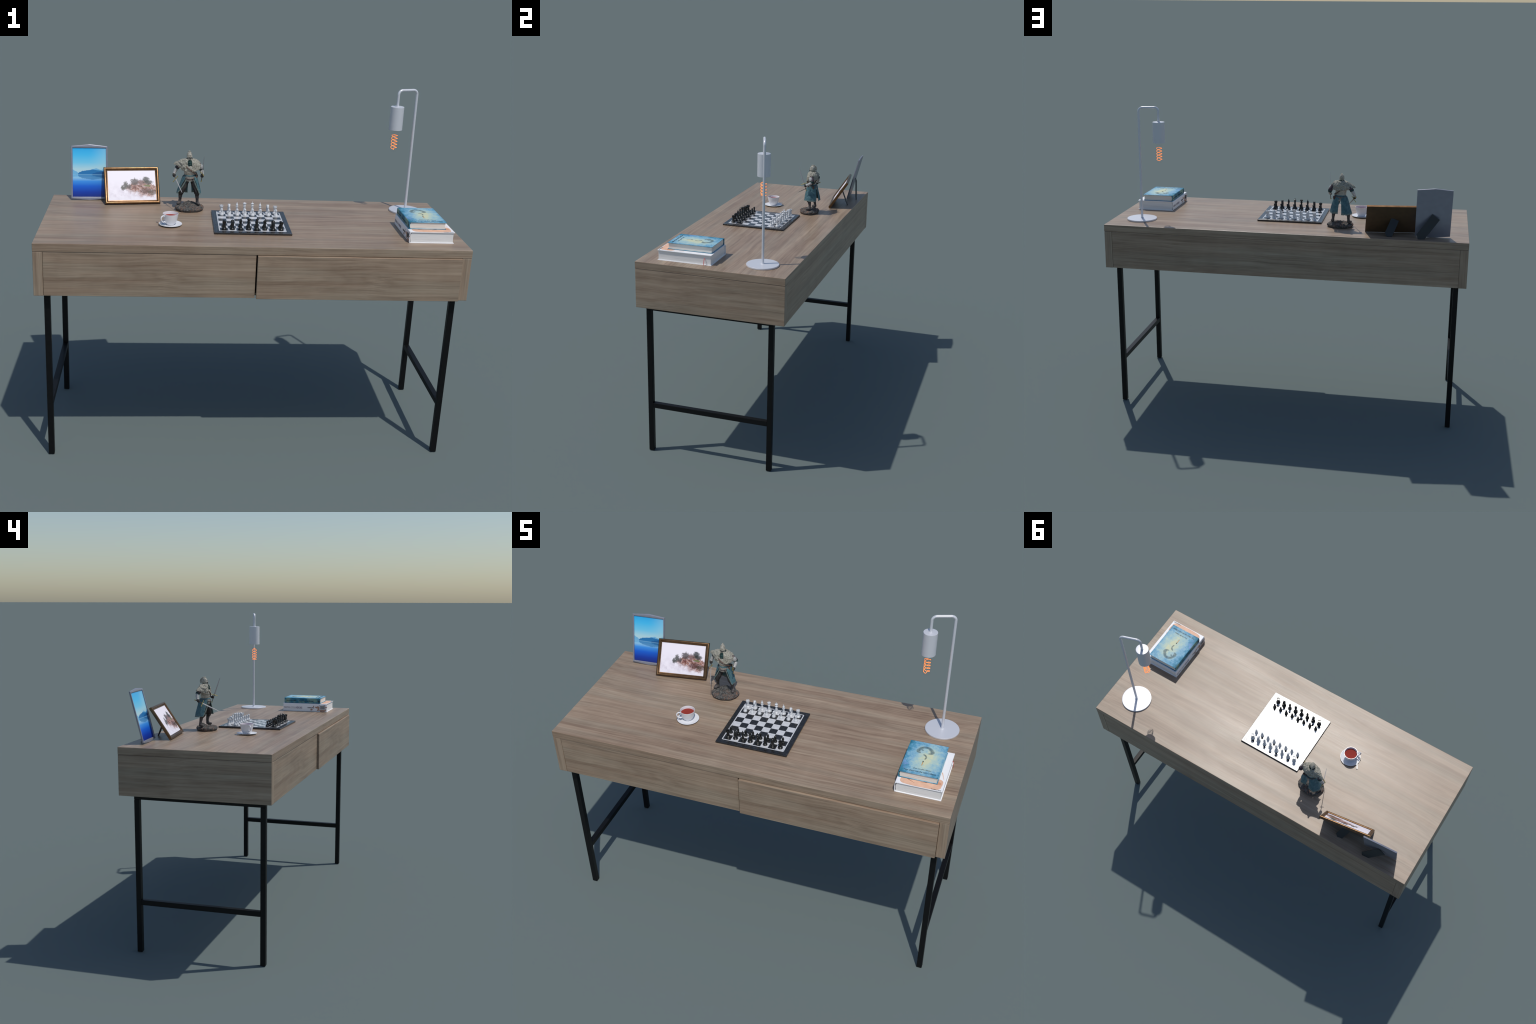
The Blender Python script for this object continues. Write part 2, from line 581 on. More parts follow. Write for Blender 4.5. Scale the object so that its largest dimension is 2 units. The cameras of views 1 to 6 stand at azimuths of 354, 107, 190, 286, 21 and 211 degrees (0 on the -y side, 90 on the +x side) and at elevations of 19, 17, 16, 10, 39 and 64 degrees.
smoke = smoke.max(arc(bw * 0.335, bd * 0.715, 0.013, 0.3, 5.2, 0.0070) * 0.9)
smoke = smoke.max(arc(bw * 0.605, bd * 0.725, 0.013, -2.2, 2.2, 0.0075) * 0.9)
smoke = smoke.max(arc(bw * 0.47, bd * 0.80, 0.016, -0.2, pi + 0.2, 0.0085) * 0.7)
smoke = smoke.max(arc(bw * 0.440, bd * 0.540, 0.0185, -0.75, 1.45, 0.0058))
streaks = m.noise(scale=110, detail=4, rough=0.7)
col = m.mix(smoke * (streaks * 1.1 + 0.25).clamp() * 0.92, col, srgb(66, 88, 96))
edge = ((u - 0.5).abs() * 2).step(0.86, 1.05)
col = m.mix(edge * 0.30, col, srgb(40, 120, 150))
# the back is a darker strip of the same paint
spine = m.x.step(0.004, 0.0005)
sn = m.noise(m.vec(m.x, m.y * 1.0, m.z * 1.0), 22, 4, 0.6)
scol = m.ramp(sn, [(0.30, srgb(22, 84, 112)), (0.46, srgb(52, 124, 150)), (0.58, srgb(120, 158, 150)), (0.75, srgb(150, 172, 150))])
col = m.mix(spine, col, scol)
under = m.z.step(0.0025, 0.0005)
m.color(m.mix(under, col, srgb(30, 100, 130)))
BLUE = m.m

PAGE_W = pages_material('white_paper_edges', (0.86, 0.85, 0.83, 1))
PAGE_C = pages_material('cream_paper_edges', (0.80, 0.76, 0.69, 1))
INK = plain('printing_ink', (0.030, 0.045, 0.055, 1), 0.6)
INKB = plain('black_ink', (0.02, 0.02, 0.02, 1), 0.6)
INKG = plain('grey_ink', (0.26, 0.25, 0.27, 1), 0.6)
INKV = plain('violet_grey_ink', (0.20, 0.16, 0.24, 1), 0.6)
PEACH = plain('peach_ink', (0.80, 0.49, 0.34, 1), 0.6, vary=0.08, scale=40)
RUST = plain('rust_ink', (0.36, 0.15, 0.08, 1), 0.6)

m = Mat('white_gloss_cover', 0.45, spec=0.4, color=(0.83, 0.84, 0.87, 1))
nn = m.noise(scale=30, detail=3)
m.color(m.ramp(nn, [(0.3, (0.90, 0.90, 0.92, 1)), (0.7, (0.93, 0.93, 0.94, 1))]))
WHITE = m.m

wb, ww, wd, wh = book('white_book', *WX, WHITE, PAGE_W, 0.0026, 'thick white hardback with peach drawing and lettered back', 0.004)
bb, bw_, bd_, bh = book('blue_book', *BX, BLUE, PAGE_C, 0.0022, 'blue painted hardback with smoke question mark', 0.004)

def flat(x, y, z):            # text lying on a cover, read from the front
    return Matrix.Translation((x, y, z))
def on_back(x, y, z):         # text on the book's back, read from -x: runs towards -y
    return Matrix.Translation((x, y, z)) @ Matrix(((0, 0, -1, 0), (-1, 0, 0, 0), (0, 1, 0, 0), (0, 0, 0, 1)))

text_mesh('cover_title', 'Your plans? Let the rest Collapse', 0.0155, INK, bb, flat(bw * 0.10, bd * 0.070, bh + 0.00015), width=bw * 0.82, bold=0.0002)
text_mesh('cover_author', 'Jhon Cordillo Salazar', 0.0115, INK, bb, flat(bw * 0.32, bd * 0.155, bh + 0.00015), width=bw * 0.46, bold=0.0001)
text_mesh('back_author', 'Jhon Cordillo', 0.0105, INK, bb, on_back(-0.0011, bd * 0.95, bh * 0.36), width=bd * 0.29, bold=0.0002)
text_mesh('back_title', 'Your Plans Let the rest', 0.0130, INK, bb, on_back(-0.0011, bd * 0.59, bh * 0.33), width=bd * 0.40, bold=0.0002)
box('back_emblem', (-0.0011, bd * 0.020, bh * 0.22), (-0.0007, bd * 0.075, bh * 0.62), INK, bb)
# match stick printed under the smoke
MATCH = plain('match_wood_ink', (0.62, 0.36, 0.13, 1), 0.6)
def strip(name, mat, parent, a, b, wa, wb_, z, t=0.00015):
    a, b = Vector((*a, z)), Vector((*b, z))
    d = (b - a).normalized()
    s = Vector((-d.y, d.x, 0))
    bm = bmesh.new()
    vs = [bm.verts.new(p + Vector((0, 0, k))) for k in (0, t) for p in (a - s * wa / 2, a + s * wa / 2, b + s * wb_ / 2, b - s * wb_ / 2)]
    for f in ((0, 1, 2, 3), (4, 5, 6, 7), (0, 1, 5, 4), (1, 2, 6, 5), (2, 3, 7, 6), (3, 0, 4, 7)):
        bm.faces.new([vs[i] for i in f])
    return finish_bm(bm, name, mat, parent)
strip('match_stick', MATCH, bb, (bw * 0.500, bd * 0.285), (bw * 0.502, bd * 0.395), 0.0045, 0.0040, bh + 0.0001)
strip('match_head', INKB, bb, (bw * 0.502, bd * 0.385), (bw * 0.503, bd * 0.425), 0.0048, 0.0046, bh + 0.0003)

# white book: peach shapes on the cover, words, bars and splashes on the back
def blob(name, mat, parent, mw, cx, cy, rx, ry, seed, jag=0.12, n=64, t=0.00015, power=2.0, freq=1.4):
    bm = bmesh.new()
    ring = []
    for k in range(n):
        a = 2 * pi * k / n
        c, s = math.cos(a), math.sin(a)
        e = (abs(c) ** power + abs(s) ** power) ** (-1 / power)
        r = e * (1 + jag * fbm((c * freq + seed, s * freq, seed), 1, 3))
        ring.append((cx + rx * r * c, cy + ry * r * s))
    A = [bm.verts.new((x, y, 0)) for x, y in ring]
    B = [bm.verts.new((x, y, t)) for x, y in ring]
    bm.faces.new(A)
    bm.faces.new(B)
    for k in range(n):
        bm.faces.new((A[k], A[(k + 1) % n], B[(k + 1) % n], B[k]))
    bmesh.ops.transform(bm, matrix=mw, verts=bm.verts)
    return finish_bm(bm, name, mat, parent)
zc = wh + 0.00008
PEACH_D = plain('deep_peach_ink', (0.66, 0.33, 0.20, 1), 0.6)
blob('drawing_shape', PEACH, wb, flat(0, 0, zc), ww * 0.52, 0.0455, ww * 0.445, 0.0425, 3.1, 0.05, power=4.0)
blob('drawing_shape', PEACH_D, wb, flat(0, 0, zc + 0.0002), ww * 0.86, 0.053, ww * 0.075, 0.010, 8.4, 0.2)
strip('drawing_stroke', RUST, wb, (ww * 0.22, 0.044), (ww * 0.40, 0.022), 0.004, 0.0006, zc + 0.0002)
strip('drawing_stroke', RUST, wb, (ww * 0.52, 0.034), (ww * 0.64, 0.044), 0.0006, 0.005, zc + 0.0002)
strip('drawing_stroke', PEACH, wb, (ww * 0.875, 0.135), (ww * 0.955, 0.085), 0.0045, 0.0015, zc + 0.0002)
text_mesh('cover_author', 'THOMAS PRICE', 0.0080, INKB, wb, flat(ww * 0.755, 0.0035, zc + 0.0003), width=ww * 0.215, bold=0.0002)
text_mesh('back_title', 'WRITING COOL', 0.0175, INKG, wb, on_back(-0.0011, wd * 0.985, wh * 0.36), width=wd * 0.26)
text_mesh('back_title', 'HEROES', 0.0175, INKV, wb, on_back(-0.0011, wd * 0.715, wh * 0.36), width=wd * 0.155, bold=0.0003)
text_mesh('back_author', 'THOMAS PRICE', 0.0098, INKB, wb, on_back(-0.0011, wd * 0.44, wh * 0.44), width=wd * 0.155, bold=0.0003)
SPL = plain('splash_ink', (0.45, 0.27, 0.20, 1), 0.6)
blob('ink_splash', SPL, wb, on_back(-0.0010, 0, 0), -wd * 0.115, wh * 0.45, wd * 0.095, wh * 0.40, 5.7, 0.75, n=90, freq=3.2)
blob('ink_splash', SPL, wb, on_back(-0.0010, 0, 0), -wd * 0.345, wh * 0.28, wd * 0.022, wh * 0.11, 2.2, 0.7, n=40, freq=2.5)
blob('ink_splash', SPL, wb, on_back(-0.0010, 0, 0), -wd * 0.30, wh * 0.66, wd * 0.012, wh * 0.09, 9.2, 0.7, n=40, freq=2.5)
box('bar_label', (-0.00135, wd * 0.035, wh * 0.28), (-0.0010, wd * 0.165, wh * 0.80), WHITE, wb)
bm = bmesh.new()
y = wd * 0.042
rr = random.Random(5)
while y < wd * 0.158:
    t = rr.choice((0.0008, 0.0014, 0.002))
    bm_box(bm, (-0.0016, y, wh * 0.33), (-0.0013, y + t, wh * 0.76))
    y += t + rr.choice((0.0008, 0.0013))
o = finish_bm(bm, 'bar_strokes', INKB, wb)
o["kind"] = "stuff"
RED = plain('red_ribbon', (0.62, 0.05, 0.05, 1), 0.6)
rp = [(ww - 0.008, wd - 0.036, wh * 0.62), (ww - 0.001, wd - 0.0365, wh * 0.66), (ww + 0.0035, wd - 0.037, wh * 0.52), (ww + 0.005, wd - 0.038, wh * 0.25), (ww + 0.0042, wd - 0.0395, 0.0006)]
tube('ribbon', rp, 0.0017, RED, wb, 8, 60, sub=5, squash=0.22, squash_dir=(1, 0, 0))

# =====================================================================
#  teacup, saucer and spoon
# =====================================================================
CHINA = plain('white_china', (0.80, 0.80, 0.82, 1), 0.22, spec=0.5)
CC = (-0.3922, -0.0858)
bm = bmesh.new()
sp = [(0, 0.0022), (0.021, 0.0022), (0.0215, 0.0004), (0.0260, 0.0004), (0.0275, 0.0016), (0.040, 0.0030), (0.0535, 0.0066), (0.0556, 0.0076), (0.0556, 0.0084), (0.0535, 0.0084), (0.040, 0.0048), (0.026, 0.0036), (0.0, 0.0036)]
bm_lathe(bm, sp, 64)
sau = finish_bm(bm, 'saucer', CHINA, None, 60, (*CC, TOP))
tag(sau, 'round white china saucer under the teacup', 'saucer')

cup = empty('teacup', (*CC, TOP + 0.0042), label='white china teacup of red tea with side handle', category='cup')
ch = 1.1462 - TOP - 0.0042
prof = [(0.0, 0.0012), (0.0165, 0.0012), (0.0172, 0.0), (0.0192, 0.0), (0.0200, 0.0014), (0.0207, 0.0030), (0.0240, 0.0070), (0.0282, 0.0145), (0.0318, 0.0240), (0.0345, 0.0350), (0.0363, 0.0460), (0.0374, ch - 0.001), (0.0373, ch), (0.0360, ch), (0.0353, ch - 0.002), (0.0343, 0.0450), (0.0325, 0.0340), (0.0297, 0.0240), (0.0258, 0.0145), (0.021, 0.0080), (0.015, 0.005), (0, 0.004)]
bm = bmesh.new()
bm_lathe(bm, [(max(p.x, 0), p.y) for p in (prof_pt for prof_pt in [Vector((r, z, 0)) for r, z in prof])], 64)
finish_bm(bm, 'cup_body', CHINA, cup, 60)
ha = math.atan2(-0.1194 + 0.0858, -0.4357 + 0.3922)
hd = Vector((math.cos(ha), math.sin(ha), 0))
hp = [(0.0335, 0.0440), (0.0420, 0.0480), (0.0505, 0.0470), (0.0560, 0.0400), (0.0550, 0.0300), (0.0490, 0.0210), (0.0410, 0.0170), (0.0350, 0.0180), (0.0290, 0.0140), (0.0245, 0.0120)]
tube('cup_handle', [hd * r + Vector((0, 0, z)) for r, z in hp], [0.0036, 0.0034, 0.0032, 0.0032, 0.0032, 0.0032, 0.0032, 0.0032, 0.0034, 0.0036], CHINA, cup, 12, 60, sub=4)
TEA = plain('red_tea', (0.30, 0.048, 0.038, 1), 0.5, spec=0.0)
bm = bmesh.new()
bm_lathe(bm, [(0.0300, 0.0375), (0.03365, 0.0402), (0, 0.0402)], 48)
finish_bm(bm, 'tea', TEA, cup, 40)

STEEL = plain('polished_steel', (0.62, 0.64, 0.68, 1), 0.22, 1.0)
sa, sb = Vector((-0.4310, -0.0950, TOP + 0.0105)), Vector((-0.4590, -0.0440, TOP + 0.0050))
spoon = empty('teaspoon', sa, label='small polished steel teaspoon resting on saucer', category='spoon')
dv_ = sb - sa
Ls = dv_.length
dn = dv_.normalized()
sid = dn.cross(Vector((0, 0, 1))).normalized()
upv = sid.cross(dn)
def sp_pt(f, s, h):
    return dn * (Ls * f) + sid * s + upv * h
bm = bmesh.new()
def spoon_fn(u, v):
    f = -0.32 + 1.34 * v
    if f < 0.02:
        k = (f + 0.32) / 0.34
        hw = 0.0072 * math.sqrt(max(0.0, 1 - (2 * k - 0.95) ** 2 / 1.05)) + 0.0006
    else:
        hw = 0.0013 + 0.0018 * min(1, max(0, (f - 0.1) / 0.9)) ** 1.5 if f < 0.97 else 0.0018
    s = (u - 0.5) * 2 * hw
    dip = 0.0022 * (1 - (2 * u - 1) ** 2) * max(0.0, 1 - abs((f + 0.15) / 0.17) ** 2) if f < 0.02 else 0
    return sp_pt(f, s, 0.0008 - dip)
bm_grid(bm, spoon_fn, 9, 44)
bmesh.ops.recalc_face_normals(bm, faces=bm.faces)
bmesh.ops.solidify(bm, geom=bm.faces[:], thickness=0.0009)
finish_bm(bm, 'spoon_body', STEEL, spoon, 60)

# =====================================================================
#  chess board and men
# =====================================================================
BC = Vector((-0.0042, -0.0362, TOP))
PITCH = 0.03863
m = Mat('dark_marble', 0.20, spec=0.6)
n1, n2 = m.noise(scale=40, detail=5, rough=0.7), m.noise(scale=240, detail=3, rough=0.7)
m.color(m.ramp(n1 * 0.6 + n2 * 0.4, [(0.35, (0.012, 0.012, 0.012, 1)), (0.55, (0.026, 0.026, 0.027, 1)), (0.72, (0.085, 0.085, 0.082, 1))]))
m.bump(n2, 0.04, 0.0003)
DMARB = m.m
m = Mat('white_marble', 0.20, spec=0.6)
n1 = m.noise(scale=55, detail=5, rough=0.65)
m.color(m.ramp(n1, [(0.30, (0.52, 0.53, 0.55, 1)), (0.5, (0.63, 0.635, 0.65, 1)), (0.7, (0.70, 0.70, 0.71, 1))]))
LMARB = m.m
board = empty('chessboard', BC, label='dark marble chessboard with white squares and border line', category='chessboard')
BT = 0.0100
HB = 0.1838
bm = bmesh.new()
bm_box(bm, (-HB, -HB, 0), (HB, HB, BT), 0.0022, 3)
finish_bm(bm, 'board_slab', DMARB, board, 40)
# white line: a mitred ring with rounded outer corners, let 0.25 mm proud
HS = PITCH * 4
def ring_frame(name, h_in, h_out, z0, z1, mat, parent, r_out=0.006):
    bm = bmesh.new()
    def rect(h, r, k=6):
        pts = []
        for cx, cy, a0 in ((1, 1, 0), (-1, 1, pi / 2), (-1, -1, pi), (1, -1, 3 * pi / 2)):
            for j in range(k):
                a = a0 + pi / 2 * j / (k - 1)
                pts.append((cx * (h - r) + r * math.cos(a), cy * (h - r) + r * math.sin(a)))
        return pts
    o_, i_ = rect(h_out, r_out), rect(h_in, 0.0003)
    L4 = [[bm.verts.new((x, y, z)) for x, y in P] for P, z in ((o_, z0), (o_, z1), (i_, z1), (i_, z0))]
    n = len(o_)
    for a, b in ((0, 1), (1, 2), (2, 3), (3, 0)):
        for k in range(n):
            bm.faces.new((L4[a][k], L4[a][(k + 1) % n], L4[b][(k + 1) % n], L4[b][k]))
    return finish_bm(bm, name, mat, parent)
off = Vector((-0.0002, 0.0009, 0))
rf = ring_frame('border_line', HS + 0.0006, HS + 0.0055, BT - 0.001, BT + 0.00025, LMARB, board)
rf.location = off
def ridge_ring(name, h, w, t, mat):
    """thin tent-shaped ridge running round the board"""
    bm = bmesh.new()
    L3 = []
    for hh, z in ((h - w / 2, BT - 0.0002), (h, BT + t), (h + w / 2, BT - 0.0002)):
        L3.append([bm.verts.new((sx * hh, sy * hh, z)) for sx, sy in ((1, 1), (-1, 1), (-1, -1), (1, -1))])
    for a, b in zip(L3, L3[1:]):
        for k in range(4):
            bm.faces.new((a[k], a[(k + 1) % 4], b[(k + 1) % 4], b[k]))
    return finish_bm(bm, name, mat, board)
ridge_ring('border_ridge', HS + 0.0066, 0.0022, 0.0005, DMARB).location = off
ridge_ring('border_ridge', 0.1715, 0.0018, 0.0005, DMARB)
sqm = {}
for i in range(8):
    for j in range(8):
        dark = (i + j) % 2 == 0
        if dark not in sqm:
            bm = bmesh.new()
            h = PITCH / 2 - 0.00004
            bm_box(bm, (-h, -h, -0.001), (h, h, 0.00025))
            o = finish_bm(bm, 'square', DMARB if dark else LMARB, board)
            sqm[dark] = o
        else:
            o = link(sqm[dark].copy(), board)
        o.location = off + Vector(((i - 3.5) * PITCH, (j - 3.5) * PITCH, BT))

WPIECE = plain('white_chess_marble', (0.66, 0.67, 0.68, 1), 0.24, spec=0.5, vary=0.10, scale=120)
BPIECE = plain('black_chess_marble', (0.012, 0.012, 0.011, 1), 0.28, spec=0.5)

def base_profile(r, top_r, z):
    """turned foot shared by all men: plinth, bulge, collar; ends at height z with radius top_r"""
    return [(0, 0), (r * 0.94, 0), (r, 0.0008), (r, 0.0030), (r * 0.93, 0.0038), (r * 0.97, 0.0055), (r * 0.93, 0.0080), (r * 0.74, 0.0098), (r * 0.66, 0.0106),
            (r * 0.64, 0.0120), (top_r, z)]

def piece(kind, mat):
    bm = bmesh.new()
    if kind == 'pawn':
        bm_lathe(bm, base_profile(0.0105, 0.0038, 0.020) + [(0.0036, 0.0225), (0.0062, 0.0234), (0.0062, 0.0246), (0.0036, 0.0254)], 24)
        bm_sphere(bm, (0, 0, 0.0306), 0.0060, 20, 12)
    elif kind == 'rook':
        bm_lathe(bm, base_profile(0.0132, 0.0068, 0.024) + [(0.0066, 0.0290), (0.0078, 0.0310), (0.0094, 0.0325), (0.0098, 0.0345), (0.0098, 0.0392), (0.0070, 0.0392), (0.0070, 0.0370), (0, 0.0370)], 28)
        for k in range(6):
            a0 = 2 * pi * k / 6
            vs = []
            for z in (0.0390, 0.0430):
                for a in (a0 + 0.14, a0 + 0.52, a0 + 0.90):
                    for r in (0.0070, 0.0099):
                        vs.append(bm.verts.new((r * math.cos(a), r * math.sin(a), z)))
            q = lambda *i: bm.faces.new([vs[j] for j in i])
            q(0, 1, 3, 2); q(2, 3, 5, 4); q(6, 7, 9, 8); q(8, 9, 11, 10)
            q(0, 1, 7, 6); q(4, 5, 11, 10); q(1, 3, 9, 7); q(3, 5, 11, 9); q(0, 2, 8, 6); q(2, 4, 10, 8)
    elif kind == 'bishop':
        bm_lathe(bm, base_profile(0.0118, 0.0046, 0.026) + [(0.0040, 0.0320), (0.0074, 0.0335), (0.0076, 0.0350), (0.0048, 0.0362), (0.0044, 0.0380), (0.0064, 0.0410), (0.0067, 0.0440),
                 (0.0056, 0.0485), (0.0036, 0.0520), (0.0016, 0.0545), (0.0014, 0.0553)], 24)
        bm_sphere(bm, (0, 0, 0.0570), 0.0024, 14, 8)
    elif kind == 'queen':
        bm_lathe(bm, base_profile(0.0135, 0.0056, 0.028) + [(0.0046, 0.0370), (0.0080, 0.0390), (0.0084, 0.0405), (0.0058, 0.0420), (0.0050, 0.0435), (0.0058, 0.0465), (0.0082, 0.0510),
                 (0.0094, 0.0545), (0.0080, 0.0548), (0.0068, 0.0535), (0.0064, 0.0550), (0.0046, 0.0578), (0.0020, 0.0590)], 28)
        for k in range(9):
            a = 2 * pi * k / 9
            bm_sphere(bm, (0.0087 * math.cos(a), 0.0087 * math.sin(a), 0.0549), 0.0015, 8, 6)
        bm_sphere(bm, (0, 0, 0.0598), 0.0019, 12, 8)
    elif kind == 'king':
        bm_lathe(bm, base_profile(0.0135, 0.0056, 0.029) + [(0.0046, 0.0385), (0.0080, 0.0405), (0.0084, 0.0420), (0.0058, 0.0435), (0.0050, 0.0450), (0.0056, 0.0480), (0.0076, 0.0520),
                 (0.0084, 0.0535), (0.0070, 0.0550), (0.0030, 0.0565), (0.0016, 0.0572)], 28)
        bm_box(bm, (-0.0013, -0.0010, 0.0565), (0.0013, 0.0010, 0.0645), 0.0003, 1)
        bm_box(bm, (-0.0033, -0.0009, 0.0598), (0.0033, 0.0009, 0.0620), 0.0003, 1)
    elif kind == 'knight':      # faces -y
        bm_lathe(bm, base_profile(0.0132, 0.0088, 0.0150) + [(0, 0.0152)], 28)
        q = smooth4([(0, 0.0015, 0.0135), (0, 0.0040, 0.0220), (0, 0.0042, 0.0310), (0, 0.0020, 0.0395), (0, -0.0022, 0.0435), (0, -0.0068, 0.0405), (0, -0.0108, 0.0345), (0, -0.0118, 0.0325)],
                    [0.0084, 0.0082, 0.0082, 0.0080, 0.0072, 0.0060, 0.0046, 0.0030], 4)
        bm_tube(bm, [a for a, _ in q], [b for _, b in q], 16, squash=[0.92] * len(q), squash_dir=(1, 0, 0))
        for sx in (-1, 1):
            bm_lathe(bm, [(0.0023, 0), (0.0021, 0.003), (0.0006, 0.0066), (0, 0.0070)], 8, (sx * 0.0052, 0.0012, 0.0432))
            bm_sphere(bm, (sx * 0.0056, -0.0050, 0.0425), 0.0012, 8, 6)
        for k in range(7):       # mane ridges
            f = k / 6
            bm_sphere(bm, (0, 0.0108 - 0.006 * f ** 2, 0.0195 + 0.0245 * f), 0.0030, 10, 6, (0.9, 1, 0.75))
        bm_tube(bm, [(-0.0052, 0.008, 0.0330), (0, -0.0035, 0.0270), (0.0052, 0.006, 0.0240)], 0.0012, 6)
    bmesh.ops.scale(bm, vec=(0.96, 0.96, 0.965), verts=bm.verts)
    o = finish_bm(bm, kind, mat, None, 45)
    return o

ORDER = ['rook', 'knight', 'bishop', 'queen', 'king', 'bishop', 'knight', 'rook']
proto = {}
zp = TOP + BT + 0.0003
def place(kind, side, i, row):
    mat = WPIECE if side == 'white' else BPIECE
    key = (kind, side)
    if key not in proto:
        o = proto[key] = piece(kind, mat)
    else:
        o = link(proto[key].copy())
    jx, jy = random.uniform(-0.0006, 0.0006), random.uniform(-0.0006, 0.0006)
    o.location = (BC.x + off.x + (i - 3.5) * PITCH + jx, BC.y + off.y + (row - 3.5) * PITCH + jy, zp)
    o.rotation_euler = (0, 0, (0 if side == 'white' else pi))
    tag(o, f'small turned {side} stone chess {kind}', 'chess piece')
for i, k in enumerate(ORDER):
    place(k, 'white', i, 7)
    place('pawn', 'white', i, 6)
    place(k, 'black', i, 0)
    place('pawn', 'black', i, 1)

# =====================================================================
#  picture frames
# =====================================================================
def frame_root(name, bottom, yaw, tilt, label):
    """local frame: x to the right, z up along the picture, -y out of its face"""
    o = empty(name, bottom, (-math.radians(tilt), 0, math.radians(yaw)), label, 'photo frame')
    return o

# -- silver frame with the lake ---------------------------------------
SILVER = plain('satin_blue_grey_metal', (0.290, 0.298, 0.355, 1), 0.36, 0.38, vary=0.06, scale=30)
SW, SH, SD = 0.1850, 0.2690, 0.0080
def bow(x, h):
    return h * (1 - abs(2 * x / SW))
fs = frame_root('silver_photo_frame', (-0.8070, 0.3120, TOP + 0.0090), 3.8, 14.4, 'tall silver photo frame with blue lake picture')
bm = bmesh.new()
nx = 25
rail_s, rail_t = 0.0080, 0.0095
def frame_band(x):
    return -bow(x, 0.0085), SH + bow(x, 0.0090)
outer_t = [(-SW / 2 + SW * k / (nx - 1)) for k in range(nx)]
# outer outline (bowed at head and foot), inner opening straight
outl = [(x, frame_band(x)[1]) for x in outer_t] + [(x, frame_band(x)[0]) for x in reversed(outer_t)]
def opening(x, top):
    xi = max(-SW / 2 + rail_s, min(SW / 2 - rail_s, x * (SW - 2 * rail_s) / SW))
    return (xi, SH - rail_t) if top else (xi, rail_t)
inl = [opening(x, True) for x in outer_t] + [opening(x, False) for x in reversed(outer_t)]
def stack(prof):
    """rings: list of (blend outer->inner 0..1, y)"""
    R = []
    for t_, y_ in prof:
        R.append([bm.verts.new((a[0] + (b[0] - a[0]) * t_, y_, a[1] + (b[1] - a[1]) * t_)) for a, b in zip(outl, inl)])
    n = len(outl)
    for a, b in zip(R, R[1:]):
        for k in range(n):
            bm.faces.new((a[k], a[(k + 1) % n], b[(k + 1) % n], b[k]))
    return R
R = stack([(0.0, SD), (0.0, 0.0018), (0.12, 0.0004), (0.30, 0.0), (0.75, 0.0), (0.92, 0.0008), (1.0, 0.0022), (1.0, 0.0060)])
bm.faces.new(R[0])
finish_bm(bm, 'frame_body', SILVER, fs, 40)

m = Mat('lake_photograph', 0.25, spec=0.4)
iw, ih = SW - 2 * rail_s, SH - 2 * rail_t
u = (m.x + iw / 2) / iw
v = (m.z - rail_t) / ih
un = m.noise(m.vec(u * 6, v * 0.0, 0.0), 1.0, 4.0, 0.6)
un2 = m.noise(m.vec(u * 22, v * 0.0, 3.0), 1.0, 3.0, 0.6)
sky = m.ramp(v, [(0.46, srgb(176, 214, 232)), (0.56, srgb(186, 224, 232)), (0.70, srgb(120, 208, 242)), (0.85, srgb(76, 196, 246)), (1.0, srgb(48, 178, 240))])
sky = m.mix((u * 0.75 + (1.0 - v) * 0.15).step(0.35, 1.0) * 0.55, sky, srgb(190, 224, 226))
water = m.ramp(v, [(0.0, srgb(24, 44, 128)), (0.10, srgb(22, 62, 170)), (0.22, srgb(28, 100, 214)), (0.32, srgb(66, 152, 236)), (0.39, srgb(150, 206, 240)), (0.455, srgb(96, 178, 232))])
horizon = 0.455
col = m.mix(v.step(horizon - 0.004, horizon + 0.004), water, sky)
def ridge(base, amp, us, seed_noise, colr, lo, soft, refl):
    """hill with its mirror image in the water"""
    global col
    hgt = m.curve(u, us) * amp + (seed_noise - 0.5) * 0.055
    up = (v - horizon - hgt).step(soft, -soft) * v.step(horizon - 0.003, horizon + 0.003) * hgt.step(0.0, 0.01)
    col = m.mix(up, col, colr)
    dn = (horizon - v - hgt * refl).step(soft * 2.4, -soft * 2.4) * v.step(horizon + 0.003, horizon - 0.003) * hgt.step(0.0, 0.012)
    col = m.mix(dn * 0.72, col, colr)
ridge(horizon, 0.25, [(0.0, 0.42), (0.08, 0.30), (0.2, 0.08), (0.45, 0.12), (0.6, 0.45), (0.7, 0.52), (0.85, 0.40), (1.0, 0.55)], un, srgb(118, 186, 226), 0, 0.006, 0.5)
ridge(horizon, 0.25, [(0.0, 0.0), (0.14, 0.0), (0.2, 0.20), (0.3, 0.30), (0.45, 0.36), (0.6, 0.42), (0.75, 0.36), (0.88, 0.32), (1.0, 0.42)], un2, srgb(44, 122, 182), 0, 0.005, 1.0)
ridge(horizon, 0.25, [(0.0, 0.0), (0.55, 0.0), (0.62, 0.12), (0.75, 0.20), (0.88, 0.28), (1.0, 0.42)], un2, srgb(34, 98, 158), 0, 0.005, 0.9)
hz = (v - horizon).abs().step(0.016, 0.0)
col = m.mix(hz * 0.45, col, srgb(150, 206, 236))
m.color(col)
box('photograph', (-iw / 2 + 0.0003, 0.0045, rail_t + 0.0003), (iw / 2 - 0.0003, 0.0058, SH - rail_t - 0.0003), m.m, fs)
DARKSTAND = plain('dark_stand_board', (0.022, 0.026, 0.030, 1), 0.6)

